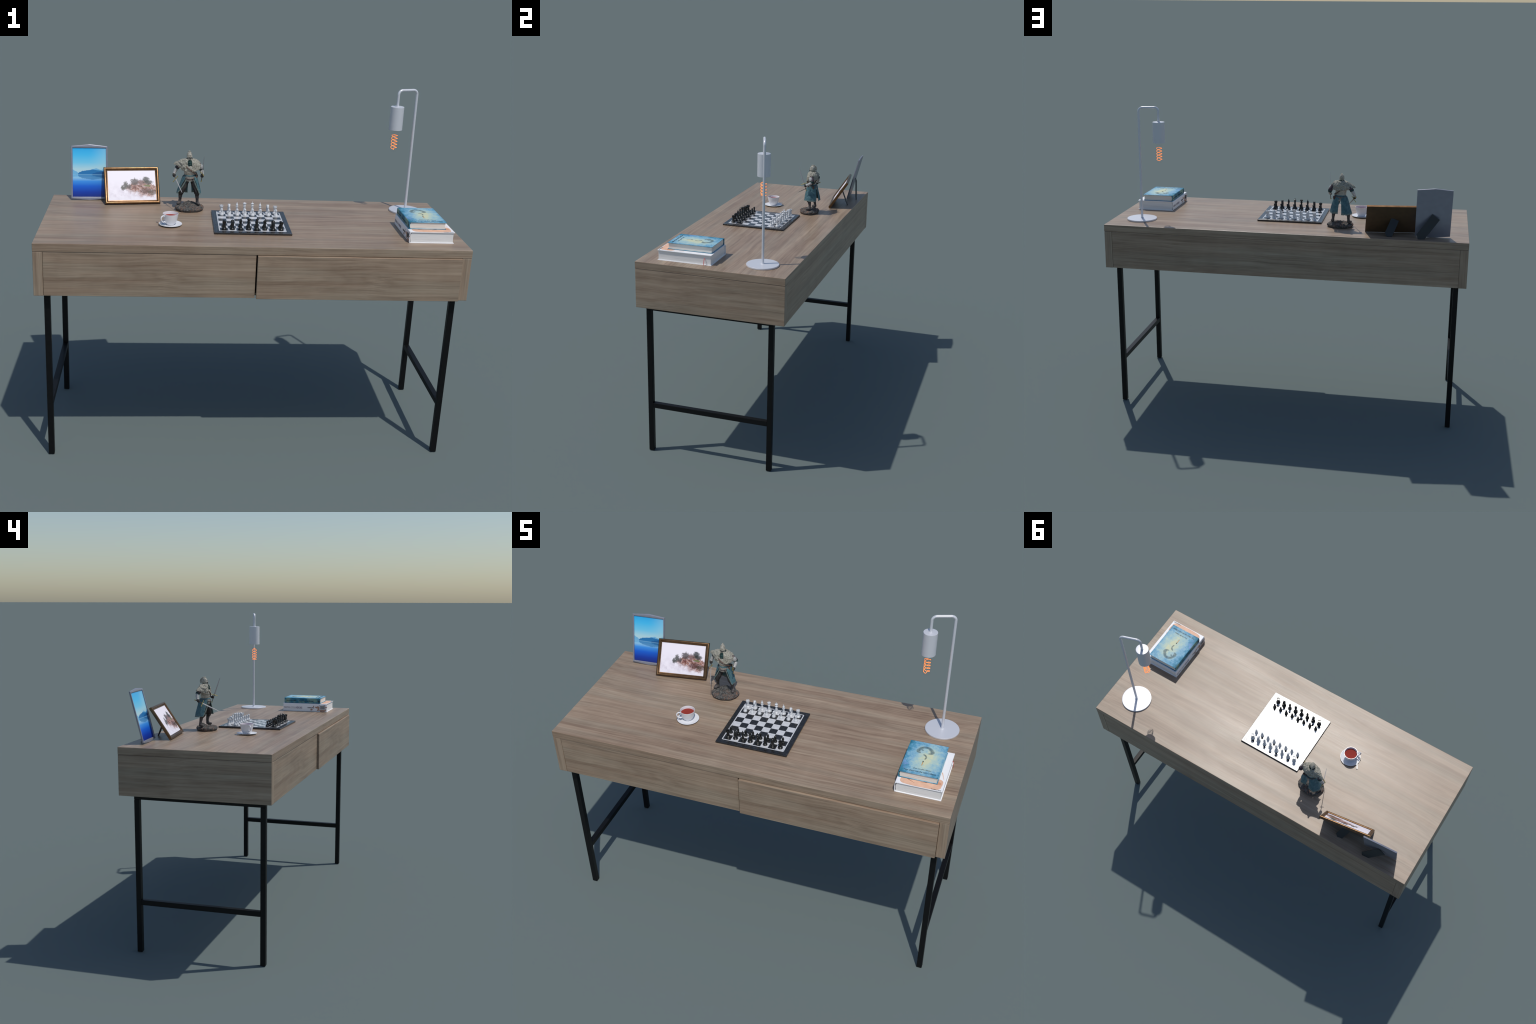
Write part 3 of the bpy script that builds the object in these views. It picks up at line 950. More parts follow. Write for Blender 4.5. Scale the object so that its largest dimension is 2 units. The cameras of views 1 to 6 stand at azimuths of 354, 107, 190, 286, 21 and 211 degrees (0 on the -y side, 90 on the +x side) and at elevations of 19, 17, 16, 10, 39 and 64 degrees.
# -- bronze frame with the misty hill ----------------------------------
m = Mat('aged_bronze', 0.36, 1.0)
nn = m.noise(scale=45, detail=4)
m.color(m.ramp(nn, [(0.3, (0.150, 0.084, 0.042, 1)), (0.7, (0.225, 0.130, 0.066, 1))]))
BRONZE = m.m
BACKB = plain('brown_back_board', (0.085, 0.048, 0.022, 1), 0.65, vary=0.15, scale=50)
FW, FH, FD = 0.2810, 0.1975, 0.0136
fb = frame_root('bronze_photo_frame', (-0.5825, 0.2432, TOP + 0.0082), 7.9, 33.5, 'wide bronze photo frame with misty hill picture')
RW = 0.0185
prof = [(0.0, FD), (0.0, 0.0040)]
prof += [(0.0068 - 0.0068 * math.cos(a), 0.0040 - 0.0060 * math.sin(a)) for a in [k * pi / 16 for k in range(1, 14)]]     # half-round bead
prof += [(0.0134, 0.0016), (0.0142, 0.0026), (0.0150, 0.0032), (0.0170, 0.0038), (RW, 0.0042), (RW, 0.0075)]
bm = bmesh.new()
R = []
for w_, y_ in prof:
    R.append([bm.verts.new(p) for p in ((-FW / 2 + w_, y_, w_), (FW / 2 - w_, y_, w_), (FW / 2 - w_, y_, FH - w_), (-FW / 2 + w_, y_, FH - w_))])
for a, b in zip(R, R[1:]):
    for k in range(4):
        bm.faces.new((a[k], a[(k + 1) % 4], b[(k + 1) % 4], b[k]))
finish_bm(bm, 'frame_moulding', BRONZE, fb, 30)
box('back_board', (-FW / 2 + 0.0008, FD - 0.006, 0.0008), (FW / 2 - 0.0008, FD + 0.0006, FH - 0.0008), BACKB, fb, 0.0004, 1)

m = Mat('misty_hill_photograph', 0.4, spec=0.3)
iw, ih = FW - 2 * RW, FH - 2 * RW
u = (m.x + iw / 2) / iw
v = (m.z - RW) / ih
P2 = m.vec(u * 1.55, v, 0.0)
na = m.noise(P2, 5.0, 5.0, 0.6)
nb = m.noise(P2, 14.0, 5.0, 0.65)
nc = m.noise(P2, 34.0, 4.0, 0.7)
nd = m.noise(m.vec(u * 1.55 + 5, v * 1.4, 1.0), 11.0, 4.0, 0.65)
ne = m.noise(m.vec(u * 1.55, v, 2.0), 75.0, 3.0, 0.7)
col = m.mix(na.step(0.35, 0.65) * v.step(0.75, 0.1), srgb(244, 238, 246), srgb(222, 214, 224))
rock = m.ramp(nb * 0.6 + nc * 0.4, [(0.38, srgb(76, 52, 50)), (0.45, srgb(150, 102, 88)), (0.51, srgb(200, 152, 134)), (0.57, srgb(186, 166, 170)), (0.66, srgb(216, 204, 212))])
rock = m.mix(nd.step(0.52, 0.60) * 0.85, rock, srgb(100, 62, 58))
rock = m.mix((ne * 0.6 + nc * 0.4).step(0.50, 0.40) * 0.75, rock, srgb(78, 60, 58))
rock = m.mix((nd - nc * 0.4).step(0.22, 0.16) * 0.8, rock, srgb(190, 176, 186))
olive = ((u - 0.82) * (u - 0.82) * 125 + (v - 0.485) * (v - 0.485) * 640 + (nb - 0.5) * 1.6 + (ne - 0.5) * 2.0).step(1.0, 0.5)
rock = m.mix(olive, rock, srgb(118, 118, 78))
top = m.curve(u, [(0.0, 0.0), (0.24, 0.10), (0.30, 0.34), (0.40, 0.46), (0.52, 0.58), (0.66, 0.66), (0.76, 0.66), (0.86, 0.60), (0.94, 0.52), (1.0, 0.48)])
hill = (top - v + (nb - 0.5) * 0.20 + (nc - 0.5) * 0.16 + (ne - 0.5) * 0.06).step(-0.015, 0.03)
mistline = m.curve(u, [(0.0, 0.60), (0.24, 0.44), (0.36, 0.26), (0.55, 0.14), (0.75, 0.05), (0.88, 0.02), (1.0, 0.06)])
mist = (v - mistline + (na - 0.5) * 0.40 + (nb - 0.5) * 0.10).step(0.0, 0.22)
col = m.mix(hill * mist, col, rock)
def tree(cu_, cv_, ru, rv, colr, k=0.9):
    global col
    x, y = (u - cu_) / (ru * 1.22), (v - cv_) / (rv * 1.18)
    f = x * x + y * y + (nc - 0.5) * 4.2 + (nb - 0.5) * 2.0 + (ne - 0.5) * 2.4
    col = m.mix(f.step(1.05, 0.75) * (1.45 - ne * 0.8).clamp() * k, col, colr)
tree(0.56, 0.615, 0.072, 0.105, srgb(74, 66, 66), 0.9)
tree(0.69, 0.60, 0.05, 0.085, srgb(120, 96, 98), 0.75)
tree(0.37, 0.50, 0.042, 0.11, srgb(60, 62, 55))
tree(0.31, 0.42, 0.038, 0.075, srgb(58, 60, 52))
tree(0.44, 0.46, 0.04, 0.075, srgb(84, 76, 76), 0.85)
tree(0.80, 0.685, 0.060, 0.085, srgb(38, 44, 42))
tree(0.84, 0.60, 0.078, 0.060, srgb(46, 52, 48))
tree(0.55, 0.44, 0.035, 0.055, srgb(108, 58, 50), 0.9)
tree(0.80, 0.31, 0.115, 0.085, srgb(84, 50, 48), 0.8)
tree(0.92, 0.26, 0.08, 0.08, srgb(70, 62, 50), 0.7)
low = (v + (na - 0.5) * 0.5).step(0.20, 0.0)
col = m.mix(low * 0.8, col, srgb(238, 234, 242))
m.color(col)
box('photograph', (-iw / 2 + 0.0002, 0.0058, RW + 0.0002), (iw / 2 - 0.0002, 0.0070, FH - RW - 0.0002), m.m, fb)

def stand(parent, hinge, foot_c, half_w, lean):
    """prop at the back: slanting strip from the hinge to the table, its foot cut level"""
    bpy.context.view_layer.update()
    inv = parent.matrix_world.inverted()
    H, F = Vector(hinge), Vector(foot_c)
    d = (F - H).normalized()
    s = Vector(lean).normalized()
    s = (s - d * s.dot(d)).normalized()
    nrm = d.cross(s).normalized()
    th = 0.0028
    Z0 = TOP + 0.0006
    def drop(p):        # follow the strip down to the table
        return p + d * ((Z0 - p.z) / d.z)
    a, b = H - s * half_w, H + s * half_w
    lowc, upc = (drop(a), drop(b))
    # flat foot: the longer side is shortened to a clipped corner
    cut = F - s * half_w * 0.15
    ring = [a, b, b + (upc - b) * 0.80, upc + (lowc - upc) * 0.42, lowc] if (upc - b).length > (lowc - a).length else [a, b, upc, lowc + (upc - lowc) * 0.42, a + (lowc - a) * 0.80]
    bm = bmesh.new()
    A = [bm.verts.new(inv @ p) for p in ring]
    B = [bm.verts.new(inv @ (p + nrm * th)) for p in ring]
    n = len(ring)
    for k in range(n):
        bm.faces.new((A[k], A[(k + 1) % n], B[(k + 1) % n], B[k]))
    bm.faces.new(A)
    bm.faces.new(B)
    finish_bm(bm, 'easel_stand', DARKSTAND, parent)
stand(fs, (-0.8220, 0.3545, 1.2080), (-0.7360, 0.3780, TOP), 0.0245, (-1, 0, -0.62))
stand(fb, (-0.6070, 0.3115, 1.1750), (-0.5720, 0.3580, TOP), 0.0215, (-1, 0, -0.40))

# =====================================================================
#  armoured figurine
# =====================================================================
FIG = Vector((-0.2970, 0.1760, TOP))
fig = empty('knight_figurine', FIG, label='painted knight statuette with two swords on rocky base', category='figurine')
def w2f(p):
    return Vector(p) - FIG

m = Mat('grey_rock', 0.85, spec=0.2)
n1 = m.noise(scale=90, detail=5, rough=0.7)
vo = m.voronoi(m.vec(m.x + (n1 - 0.5) * 0.012, m.y + (n1 - 0.5) * 0.012, m.z * 0.5), 120, 'DISTANCE_TO_EDGE')
n3 = m.noise(scale=35, detail=2)
rock = m.ramp(n1, [(0.3, (0.030, 0.030, 0.030, 1)), (0.48, (0.078, 0.078, 0.075, 1)), (0.68, (0.175, 0.170, 0.158, 1))])
m.color(m.mix(vo.step(0.07, 0.015) * n3.step(0.46, 0.60) * 0.75, rock, (0.32, 0.15, 0.085, 1)))
m.bump(n1, 0.5, 0.003)
ROCK = m.m
def speckled(name, dark, mid, light, rough=0.6, scale=160, metal=0.0):
    m = Mat(name, rough, metal, 0.3)
    n = m.noise(scale=scale, detail=5, rough=0.7)
    m.color(m.ramp(n, [(0.30, dark), (0.50, mid), (0.70, light)]))
    m.bump(n, 0.35, 0.0015)
    return m.m
FUR = speckled('pale_fur', (0.14, 0.13, 0.10, 1), (0.33, 0.315, 0.26, 1), (0.50, 0.48, 0.42, 1), 0.8, 190)
ARMOUR = speckled('worn_pale_armour', (0.20, 0.18, 0.145, 1), (0.39, 0.37, 0.31, 1), (0.52, 0.50, 0.44, 1), 0.45, 110, 0.1)
BRACER = speckled('pale_steel', (0.30, 0.295, 0.285, 1), (0.42, 0.415, 0.40, 1), (0.52, 0.515, 0.50, 1), 0.4, 90, 0.1)
TEAL = speckled('teal_cloth', (0.042, 0.105, 0.125, 1), (0.072, 0.155, 0.180, 1), (0.12, 0.22, 0.24, 1), 0.8, 60)
TEALTRIM = speckled('faded_trim', (0.07, 0.13, 0.13, 1), (0.15, 0.20, 0.185, 1), (0.26, 0.29, 0.25, 1), 0.8, 150)
SCARF = speckled('dark_green_cloth', (0.010, 0.020, 0.019, 1), (0.020, 0.050, 0.048, 1), (0.045, 0.105, 0.10, 1), 0.8, 140)
TROUSER = speckled('charcoal_cloth', (0.022, 0.020, 0.020, 1), (0.045, 0.042, 0.040, 1), (0.085, 0.080, 0.078, 1), 0.8, 80)
BOOT = speckled('grey_brown_leather', (0.045, 0.040, 0.038, 1), (0.085, 0.076, 0.072, 1), (0.145, 0.13, 0.125, 1), 0.7, 80)
SLEEVE = speckled('plum_cloth', (0.04, 0.028, 0.034, 1), (0.080, 0.055, 0.066, 1), (0.13, 0.10, 0.11, 1), 0.8, 90)
BELT = speckled('dusty_leather', (0.10, 0.075, 0.068, 1), (0.175, 0.138, 0.125, 1), (0.25, 0.205, 0.19, 1), 0.7, 90)
LEATHER = speckled('brown_leather', (0.05, 0.028, 0.020, 1), (0.10, 0.060, 0.045, 1), (0.16, 0.10, 0.08, 1), 0.6, 90)
GLOVE = speckled('dark_glove', (0.016, 0.015, 0.014, 1), (0.035, 0.032, 0.030, 1), (0.07, 0.064, 0.06, 1), 0.7, 120)
FLAP = speckled('linen_flap', (0.17, 0.16, 0.135, 1), (0.27, 0.25, 0.215, 1), (0.38, 0.36, 0.31, 1), 0.8, 120)
BRASS = plain('yellow_brass', (0.42, 0.34, 0.10, 1), 0.45, 0.4)
BLADE = plain('bright_blade', (0.46, 0.45, 0.44, 1), 0.55, 0.0, 0.3)
PITCHBLACK = plain('black_gap', (0.008, 0.008, 0.008, 1), 0.8)

# rocky base: wide low mound, knobbly rim and a higher ridge behind
def rock_fn(u, v):
    a = 2 * pi * u
    rim = 1 + 0.07 * fbm((math.cos(a) * 1.3, math.sin(a) * 1.3, 2.0), 1, 3)
    rx, ry = 0.0722 * rim, 0.0585 * rim
    prof = [(0.0, 0.0), (0.88, 0.0), (0.95, 0.004), (1.0, 0.011), (0.985, 0.016), (0.90, 0.0195), (0.6, 0.022), (0.3, 0.0235), (0.0, 0.0240)]
    f = v * (len(prof) - 1)
    i = min(int(f), len(prof) - 2)
    t = f - i
    r = prof[i][0] * (1 - t) + prof[i + 1][0] * t
    z = prof[i][1] * (1 - t) + prof[i + 1][1] * t
    x, y = rx * r * math.cos(a), ry * r * math.sin(a)
    if v > 0.2:
        k = min(1, (v - 0.2) * 3)
        z += k * (0.0045 * fbm((x * 55, y * 55, 1.0), 1, 4) + 0.0045 * abs(fbm((x * 120, y * 120, 4.0), 1, 3)))
        z += k * (0.014 + 0.006 * fbm((x * 90, y * 90, 7), 1, 3)) * math.exp(-(((x + 0.004) / 0.022) ** 2 + ((y - 0.030) / 0.014) ** 2))
        z += k * 0.004 * math.exp(-(((x - 0.02) / 0.03) ** 2 + ((y - 0.02) / 0.03) ** 2))
        x += k * 0.002 * fbm((x * 70, y * 70, z * 70 + 9), 1, 3)
        y += k * 0.002 * fbm((x * 70 + 5, y * 70, z * 70 + 9), 1, 3)
    return Vector((x, y, max(z, 0.0)))
bm = bmesh.new()
bm_grid(bm, rock_fn, 110, 70, closed_u=True)
bmesh.ops.remove_doubles(bm, verts=bm.verts, dist=1e-5)
finish_bm(bm, 'rock_base', ROCK, fig, 50)

def limb(name, pts, radii, mat, parent=fig, n=14, sub=4, lump=0.0, squash=None, squash_dir=None, freq=120):
    q = smooth4([w2f(p) for p in pts], radii, sub)
    bm = bmesh.new()
    sq = None if squash is None else squash
    bm_tube(bm, [a for a, _ in q], [b for _, b in q], n, squash=sq, squash_dir=squash_dir)
    if lump:
        bm.normal_update()
        for v_ in bm.verts:
            v_.co += v_.normal * (lump * fbm(v_.co, freq, 3))
    return finish_bm(bm, name, mat, parent, 60)

# legs: baggy trousers, tall boots
legL = limb('leg', [(-0.3135, 0.190, 1.254), (-0.3190, 0.187, 1.232), (-0.3285, 0.183, 1.208), (-0.3365, 0.184, 1.188), (-0.3420, 0.189, 1.174), (-0.3440, 0.193, 1.166)],
            [0.0145, 0.0160, 0.0158, 0.0140, 0.0128, 0.0095], TROUSER, lump=0.0022)
legR = limb('leg', [(-0.2830, 0.189, 1.254), (-0.2770, 0.184, 1.232), (-0.2690, 0.179, 1.208), (-0.2635, 0.177, 1.188), (-0.2610, 0.180, 1.174), (-0.2600, 0.183, 1.166)],
            [0.0145, 0.0158, 0.0152, 0.0136, 0.0124, 0.0095], TROUSER, lump=0.0022)
limb('boot', [(-0.3425, 0.1920, 1.176), (-0.3440, 0.1950, 1.160), (-0.3450, 0.1985, 1.142), (-0.3460, 0.2000, 1.128), (-0.3465, 0.2000, 1.118)],
     [0.0105, 0.0100, 0.0078, 0.0082, 0.0088], BOOT, legL, lump=0.0010).location = (0, 0, 0)
limb('foot', [(-0.3460, 0.2070, 1.1215), (-0.3470, 0.2000, 1.1225), (-0.3520, 0.1900, 1.1205), (-0.3570, 0.1815, 1.1185), (-0.3585, 0.1785, 1.1175)],
     [0.0060, 0.0090, 0.0080, 0.0066, 0.0030], BOOT, legL, lump=0.0006)
limb('boot', [(-0.2605, 0.1830, 1.176), (-0.2600, 0.1860, 1.160), (-0.2590, 0.1885, 1.142), (-0.2580, 0.1885, 1.130), (-0.2575, 0.1880, 1.121)],
     [0.0105, 0.0098, 0.0076, 0.0080, 0.0086], BOOT, legR, lump=0.0010)
limb('foot', [(-0.2580, 0.1950, 1.1235), (-0.2570, 0.1880, 1.1245), (-0.2535, 0.1780, 1.1220), (-0.2500, 0.1690, 1.1200), (-0.2490, 0.1660, 1.1190)],
     [0.0060, 0.0088, 0.0078, 0.0064, 0.0030], BOOT, legR, lump=0.0006)

# torso: stacked elliptic rings
def ring_loft(name, rings, mat, parent=fig, n=28, lump=0.0, freq=90, sub=4, smooth=60):
    """rings: (cx, cy, z, rx, ry) in world space"""
    A = smooth_profile([(r[0], r[1], r[2]) for r in rings], sub)
    B = smooth_profile([(r[3], r[4], 0) for r in rings], sub)
    bm = bmesh.new()
    R = []
    for c, s in zip(A, B):
        c = w2f(c)
        R.append([bm.verts.new((c.x + s.x * math.cos(2 * pi * k / n), c.y + s.y * math.sin(2 * pi * k / n), c.z)) for k in range(n)])
    for a, b in zip(R, R[1:]):
        for k in range(n):
            bm.faces.new((a[k], a[(k + 1) % n], b[(k + 1) % n], b[k]))
    bm.faces.new(R[0])
    bm.faces.new(R[-1])
    if lump:
        bm.normal_update()
        for v_ in bm.verts:
            v_.co += v_.normal * (lump * fbm(v_.co, freq, 3))
    return finish_bm(bm, name, mat, parent, smooth)
torso = ring_loft('torso', [(-0.2990, 0.190, 1.262, 0.0270, 0.0235), (-0.2990, 0.189, 1.276, 0.0275, 0.0235), (-0.2985, 0.187, 1.292, 0.0300, 0.0265), (-0.2985, 0.187, 1.308, 0.0325, 0.0280),
                            (-0.2990, 0.189, 1.324, 0.0330, 0.0255), (-0.3000, 0.192, 1.336, 0.0240, 0.0200)], ARMOUR, lump=0.0008)
ring_loft('waist_plate', [(-0.2990, 0.188, 1.271, 0.0280, 0.0245), (-0.2990, 0.187, 1.279, 0.0290, 0.0255), (-0.2988, 0.186, 1.290, 0.0300, 0.0268)], ARMOUR, torso, sub=3)
ring_loft('sash', [(-0.2985, 0.189, 1.2635, 0.0295, 0.0262), (-0.2985, 0.189, 1.267, 0.0303, 0.0270), (-0.2985, 0.189, 1.2705, 0.0292, 0.0256)], TEAL, torso, lump=0.0008)
ring_loft('hip_flap', [(-0.2980, 0.191, 1.2400, 0.0345, 0.0300), (-0.2980, 0.190, 1.2500, 0.0330, 0.0288), (-0.2985, 0.189, 1.2640, 0.0300, 0.0262)], FLAP, torso, lump=0.0016)
# sagging belt with a round buckle
bp_ = []
for k in range(40):
    a = 2 * pi * k / 40
    front = max(0.0, -math.sin(a))
    bp_.append(w2f((-0.2982 + 0.0330 * math.cos(a) * (1.0), 0.1895 + 0.0290 * math.sin(a) - 0.001 * front, 1.2610 - 0.0095 * front ** 2 + 0.0015 * math.cos(a))))
bm = bmesh.new()
bm_tube(bm, bp_, 0.0040, 10, squash=0.45, squash_dir=(1, 0, 0), closed=True)
finish_bm(bm, 'belt', BELT, fig, 60)
def ball(name, c, r, mat, parent=fig, scale=(1, 1, 1), lump=0.0, u=18, v=12):
    bm = bmesh.new()
    bm_sphere(bm, w2f(c), r, u, v, scale)
    if lump:
        bm.normal_update()
        for q in bm.verts:
            q.co += q.normal * (lump * fbm(q.co, 140, 3))
    return finish_bm(bm, name, mat, parent, 60)
ball('buckle', (-0.2845, 0.1600, 1.2515), 0.0050, BELT, scale=(1, 0.5, 1))
ball('buckle_hole', (-0.2845, 0.1585, 1.2515), 0.0036, PITCHBLACK, scale=(1, 0.5, 1))
ball('pouch', (-0.2640, 0.2070, 1.2575), 0.0085, LEATHER, scale=(0.85, 0.8, 1.25), lump=0.0008)
ball('pouch', (-0.2655, 0.1740, 1.2600), 0.0058, LEATHER, scale=(0.7, 0.8, 1.4), lump=0.0006)
# strap across the chest and back
strap = []
for k in range(33):
    a = 2 * pi * k / 32
    strap.append(w2f((-0.2975 + 0.0345 * math.cos(a), 0.1875 + 0.0300 * math.sin(a), 1.3000 - 0.0270 * math.cos(a))))
bm = bmesh.new()
bm_tube(bm, strap[:-1], 0.0034, 10, squash=0.40, squash_dir=(1, 0, 0), closed=True)
finish_bm(bm, 'chest_strap', LEATHER, fig, 60)

# coat tails: one open shell per leg
def tail(name, top, hem, zt_, zh, mat_split=0.06):
    T_ = smooth_profile([Vector((*p, 0)) for p in top], 8)
    H_ = smooth_profile([Vector((*p, 0)) for p in hem], 8)
    def fn(u, v):
        def at(C):
            f = u * (len(C) - 1)
            i = min(int(f), len(C) - 2)
            return C[i].lerp(C[i + 1], f - i)
        a, b = at(T_), at(H_)
        e = v ** 0.9
        p = a.lerp(b, e)
        z = zt_ + ((zh[0] + (zh[1] - zh[0]) * u) - zt_) * v
        fold = 0.0022 * v * math.sin(u * 17 + 1.0) + 0.0012 * fbm((u * 5, v * 3, zt_), 1.5, 3)
        out = Vector((p.x + 0.298, p.y - 0.190, 0)).normalized()
        q = Vector((p.x, p.y, z)) + out * fold
        if v > 0.95:
            q.z += 0.0022 * fbm((u * 24, 0, zh[0]), 1, 2)
        return w2f(q)
    o = shell(name, fn, 40, 28, 0.0013, [TEAL, TEALTRIM], fig)
    for p in o.data.polygons:       # faded trim along the free edges
        i = p.index
        c = p.center + FIG
        hz_ = zh[0] + (zh[1] - zh[0]) * 0.5
        if c.z < hz_ + 0.006:
            p.material_index = 1
    return o
tl = tail('coat_tail', [(-0.3160, 0.1640), (-0.3300, 0.1740), (-0.3330, 0.1950), (-0.3200, 0.2160), (-0.3030, 0.2180)],
          [(-0.3590, 0.1780), (-0.3640, 0.1950), (-0.3600, 0.2180), (-0.3400, 0.2340), (-0.3080, 0.2320)], 1.262, (1.1720, 1.1640))
trr = tail('coat_tail', [(-0.2780, 0.1630), (-0.2660, 0.1730), (-0.2630, 0.1950), (-0.2760, 0.2160), (-0.2945, 0.2180)],
           [(-0.2480, 0.1560), (-0.2410, 0.1740), (-0.2420, 0.2000), (-0.2560, 0.2200), (-0.2860, 0.2240)], 1.262, (1.1760, 1.1680))
# paler strip down each front edge
for pts_, nm in (([(-0.3155, 0.1625, 1.250), (-0.3290, 0.1650, 1.222), (-0.3450, 0.1710, 1.196), (-0.3585, 0.1778, 1.174)], 0), ([(-0.2785, 0.1615, 1.250), (-0.2680, 0.1580, 1.222), (-0.2570, 0.1570, 1.198), (-0.2485, 0.1562, 1.178)], 1)):
    limb('coat_trim', pts_, [0.0026, 0.0032, 0.0032, 0.0028], TEALTRIM, tl if nm == 0 else trr, n=10, squash=0.35, squash_dir=(0.3, 1, 0), lump=0.0005)

# neck, scarf and helmet
neck = ring_loft('neck', [(-0.3000, 0.190, 1.330, 0.0130, 0.0130), (-0.3010, 0.189, 1.352, 0.0115, 0.0120)], SCARF)
for k, (z, r) in enumerate(((1.3310, 0.0150), (1.3385, 0.0145), (1.3450, 0.0128))):
    ringp = [w2f((-0.3000 + r * 0.95 * math.cos(a), 0.1860 + r * math.sin(a) - 0.003 * (3 - k) * max(0, -math.sin(a)), z - 0.0045 * max(0, -math.sin(a)))) for a in [2 * pi * j / 28 for j in range(28)]]
    bm = bmesh.new()
    bm_tube(bm, ringp, 0.0040, 10, closed=True)
    bm.normal_update()
    for q in bm.verts:
        q.co += q.normal * (0.0026 * fbm(q.co, 95, 3))
    finish_bm(bm, 'scarf_fold', SCARF, neck, 70)
ball('scarf_knot', (-0.2985, 0.1640, 1.3215), 0.0066, SCARF, neck, (1.5, 0.6, 1.2), lump=0.002)
head = ring_loft('head', [(-0.3015, 0.1810, 1.3445, 0.0060, 0.0060), (-0.3018, 0.1830, 1.3480, 0.0098, 0.0115), (-0.3022, 0.1870, 1.3545, 0.0122, 0.0152), (-0.3024, 0.1885, 1.3630, 0.0132, 0.0165),
                          (-0.3024, 0.1895, 1.3715, 0.0128, 0.0160), (-0.3024, 0.1900, 1.3790, 0.0104, 0.0132), (-0.3024, 0.1900, 1.3845, 0.0062, 0.0080), (-0.3024, 0.1900, 1.3865, 0.0015, 0.0020)], ARMOUR, n=32)
ring_loft('helmet_brim', [(-0.3022, 0.1872, 1.3590, 0.0130, 0.0160), (-0.3024, 0.1875, 1.3610, 0.0142, 0.0174), (-0.3024, 0.1880, 1.3640, 0.0136, 0.0168)], ARMOUR, head, sub=3)
for nm, lo, hi in (('visor_slit', (-0.3105, 0.1700, 1.3570), (-0.2942, 0.1740, 1.3585)), ('visor_slit', (-0.3030, 0.1692, 1.3475), (-0.3014, 0.1745, 1.3575))):
    box(nm, w2f(lo), w2f(hi), PITCHBLACK, head)
box('helmet_ridge', w2f((-0.3032, 0.1706, 1.3630)), w2f((-0.3016, 0.1760, 1.3720)), ARMOUR, head, 0.0005, 1)
# crest: ribbed fan from brow to nape
def crest_fn(u, v):
    a = math.radians(118 - 150 * v)        # angle in the y-z plane, brow to nape
    a = math.radians(112) - math.radians(142) * v
    rin, rout = 0.0150, 0.0264 - 0.003 * v + 0.0008 * math.sin(v * 60)
    ring = [(-0.5, rin), (-0.5, rout * 0.96), (0.0, rout), (0.5, rout * 0.96), (0.5, rin)]
    f = u * 4
    i = min(int(f), 3)
    t_ = f - i
    s = ring[i][0] * (1 - t_) + ring[i + 1][0] * t_
    r = ring[i][1] * (1 - t_) + ring[i + 1][1] * t_
    wdt = 0.0078 * (1 - 0.35 * v)
    return w2f((-0.3022 + s * wdt, 0.1905 + r * math.cos(a) * 1.02, 1.3640 + r * math.sin(a)))
bm = bmesh.new()
Vg = bm_grid(bm, crest_fn, 9, 48)
bm.faces.new(Vg[0])
bm.faces.new(Vg[-1])
finish_bm(bm, 'helmet_crest', FUR, head, 50)

# the head is turned a little towards +x
pivot = w2f((-0.3024, 0.1895, 1.36))
turn = Matrix.Translation(pivot) @ Matrix.Rotation(math.radians(17), 4, 'Z') @ Matrix.Translation(-pivot)
for o in [head] + list(head.children):
    o.data.transform(turn)

# fur mantle over both shoulders, open in front
def mantle_fn(u, v):
    gap = 17 - 5 * v
    a = math.radians(-90 + gap) + u * math.radians(360 - 2 * gap)      # from the left front edge round the back
    c, s = math.cos(a), math.sin(a)
    side = abs(c)
    front = max(0.0, -s)
    e = math.sin(v * pi / 2)
    rx = 0.0165 + ((0.0565 if c > 0 else 0.0565 - 0.0065 * min(1, -2 * c)) - 0.0165) * e
    ry = 0.0165 + (0.0332 - 0.0165) * e
    z = 1.3500 - 0.0030 * v - 0.0330 * (1 - math.cos(v * pi / 2)) - 0.012 * v * v
    z -= 0.012 * v * v * front
    z += 0.006 * v * side
    x = -0.3005 + rx * c
    y = 0.1905 + ry * s
    if c < 0:      # the far side flares into a pointed lappet
        k = max(0.0, math.cos(a - math.radians(158))) ** 12 * v ** 2
        x -= 0.0330 * k
        y += 0.006 * k
        z += 0.012 * k
    p = Vector((x, y, z))
    out = Vector((c * 0.6, s * 0.8, 0.45)).normalized()
    lump = 0.0042 * fbm((x * 50, y * 50, z * 60), 1, 4) + 0.0042 * abs(fbm((x * 150, y * 150, z * 60), 1, 3)) - 0.001
    edge = v if v > 0.88 else 0
    p += out * lump * (0.5 + 0.8 * v)
    if edge:
        p.z -= 0.0060 * (v - 0.88) / 0.12 * max(0, fbm((a * 9, 0, 3), 1, 2) + 0.2)
    return w2f(p)
shell('fur_mantle', mantle_fn, 170, 48, 0.0050, FUR, fig, 75)

# arms
armL = limb('arm', [(-0.3360, 0.1950, 1.3260), (-0.3500, 0.2020, 1.3140), (-0.3610, 0.2090, 1.3010), (-0.3640, 0.2100, 1.2960)], [0.0120, 0.0118, 0.0110, 0.0090], SLEEVE, lump=0.0012)
limb('elbow_cuff', [(-0.3590, 0.2085, 1.3035), (-0.3630, 0.2105, 1.2965)], [0.0118, 0.0112], SCARF, armL, lump=0.0012)
limb('forearm', [(-0.3635, 0.2105, 1.2985), (-0.3690, 0.2095, 1.2870), (-0.3745, 0.2065, 1.2745), (-0.3768, 0.2040, 1.2680)], [0.0086, 0.0092, 0.0076, 0.0082], BRACER, armL, lump=0.0006)
limb('hand', [(-0.3770, 0.2055, 1.2690), (-0.3770, 0.2010, 1.2630), (-0.3755, 0.1980, 1.2565), (-0.3740, 0.1965, 1.2540)], [0.0064, 0.0082, 0.0070, 0.0040], GLOVE, armL, lump=0.0008)
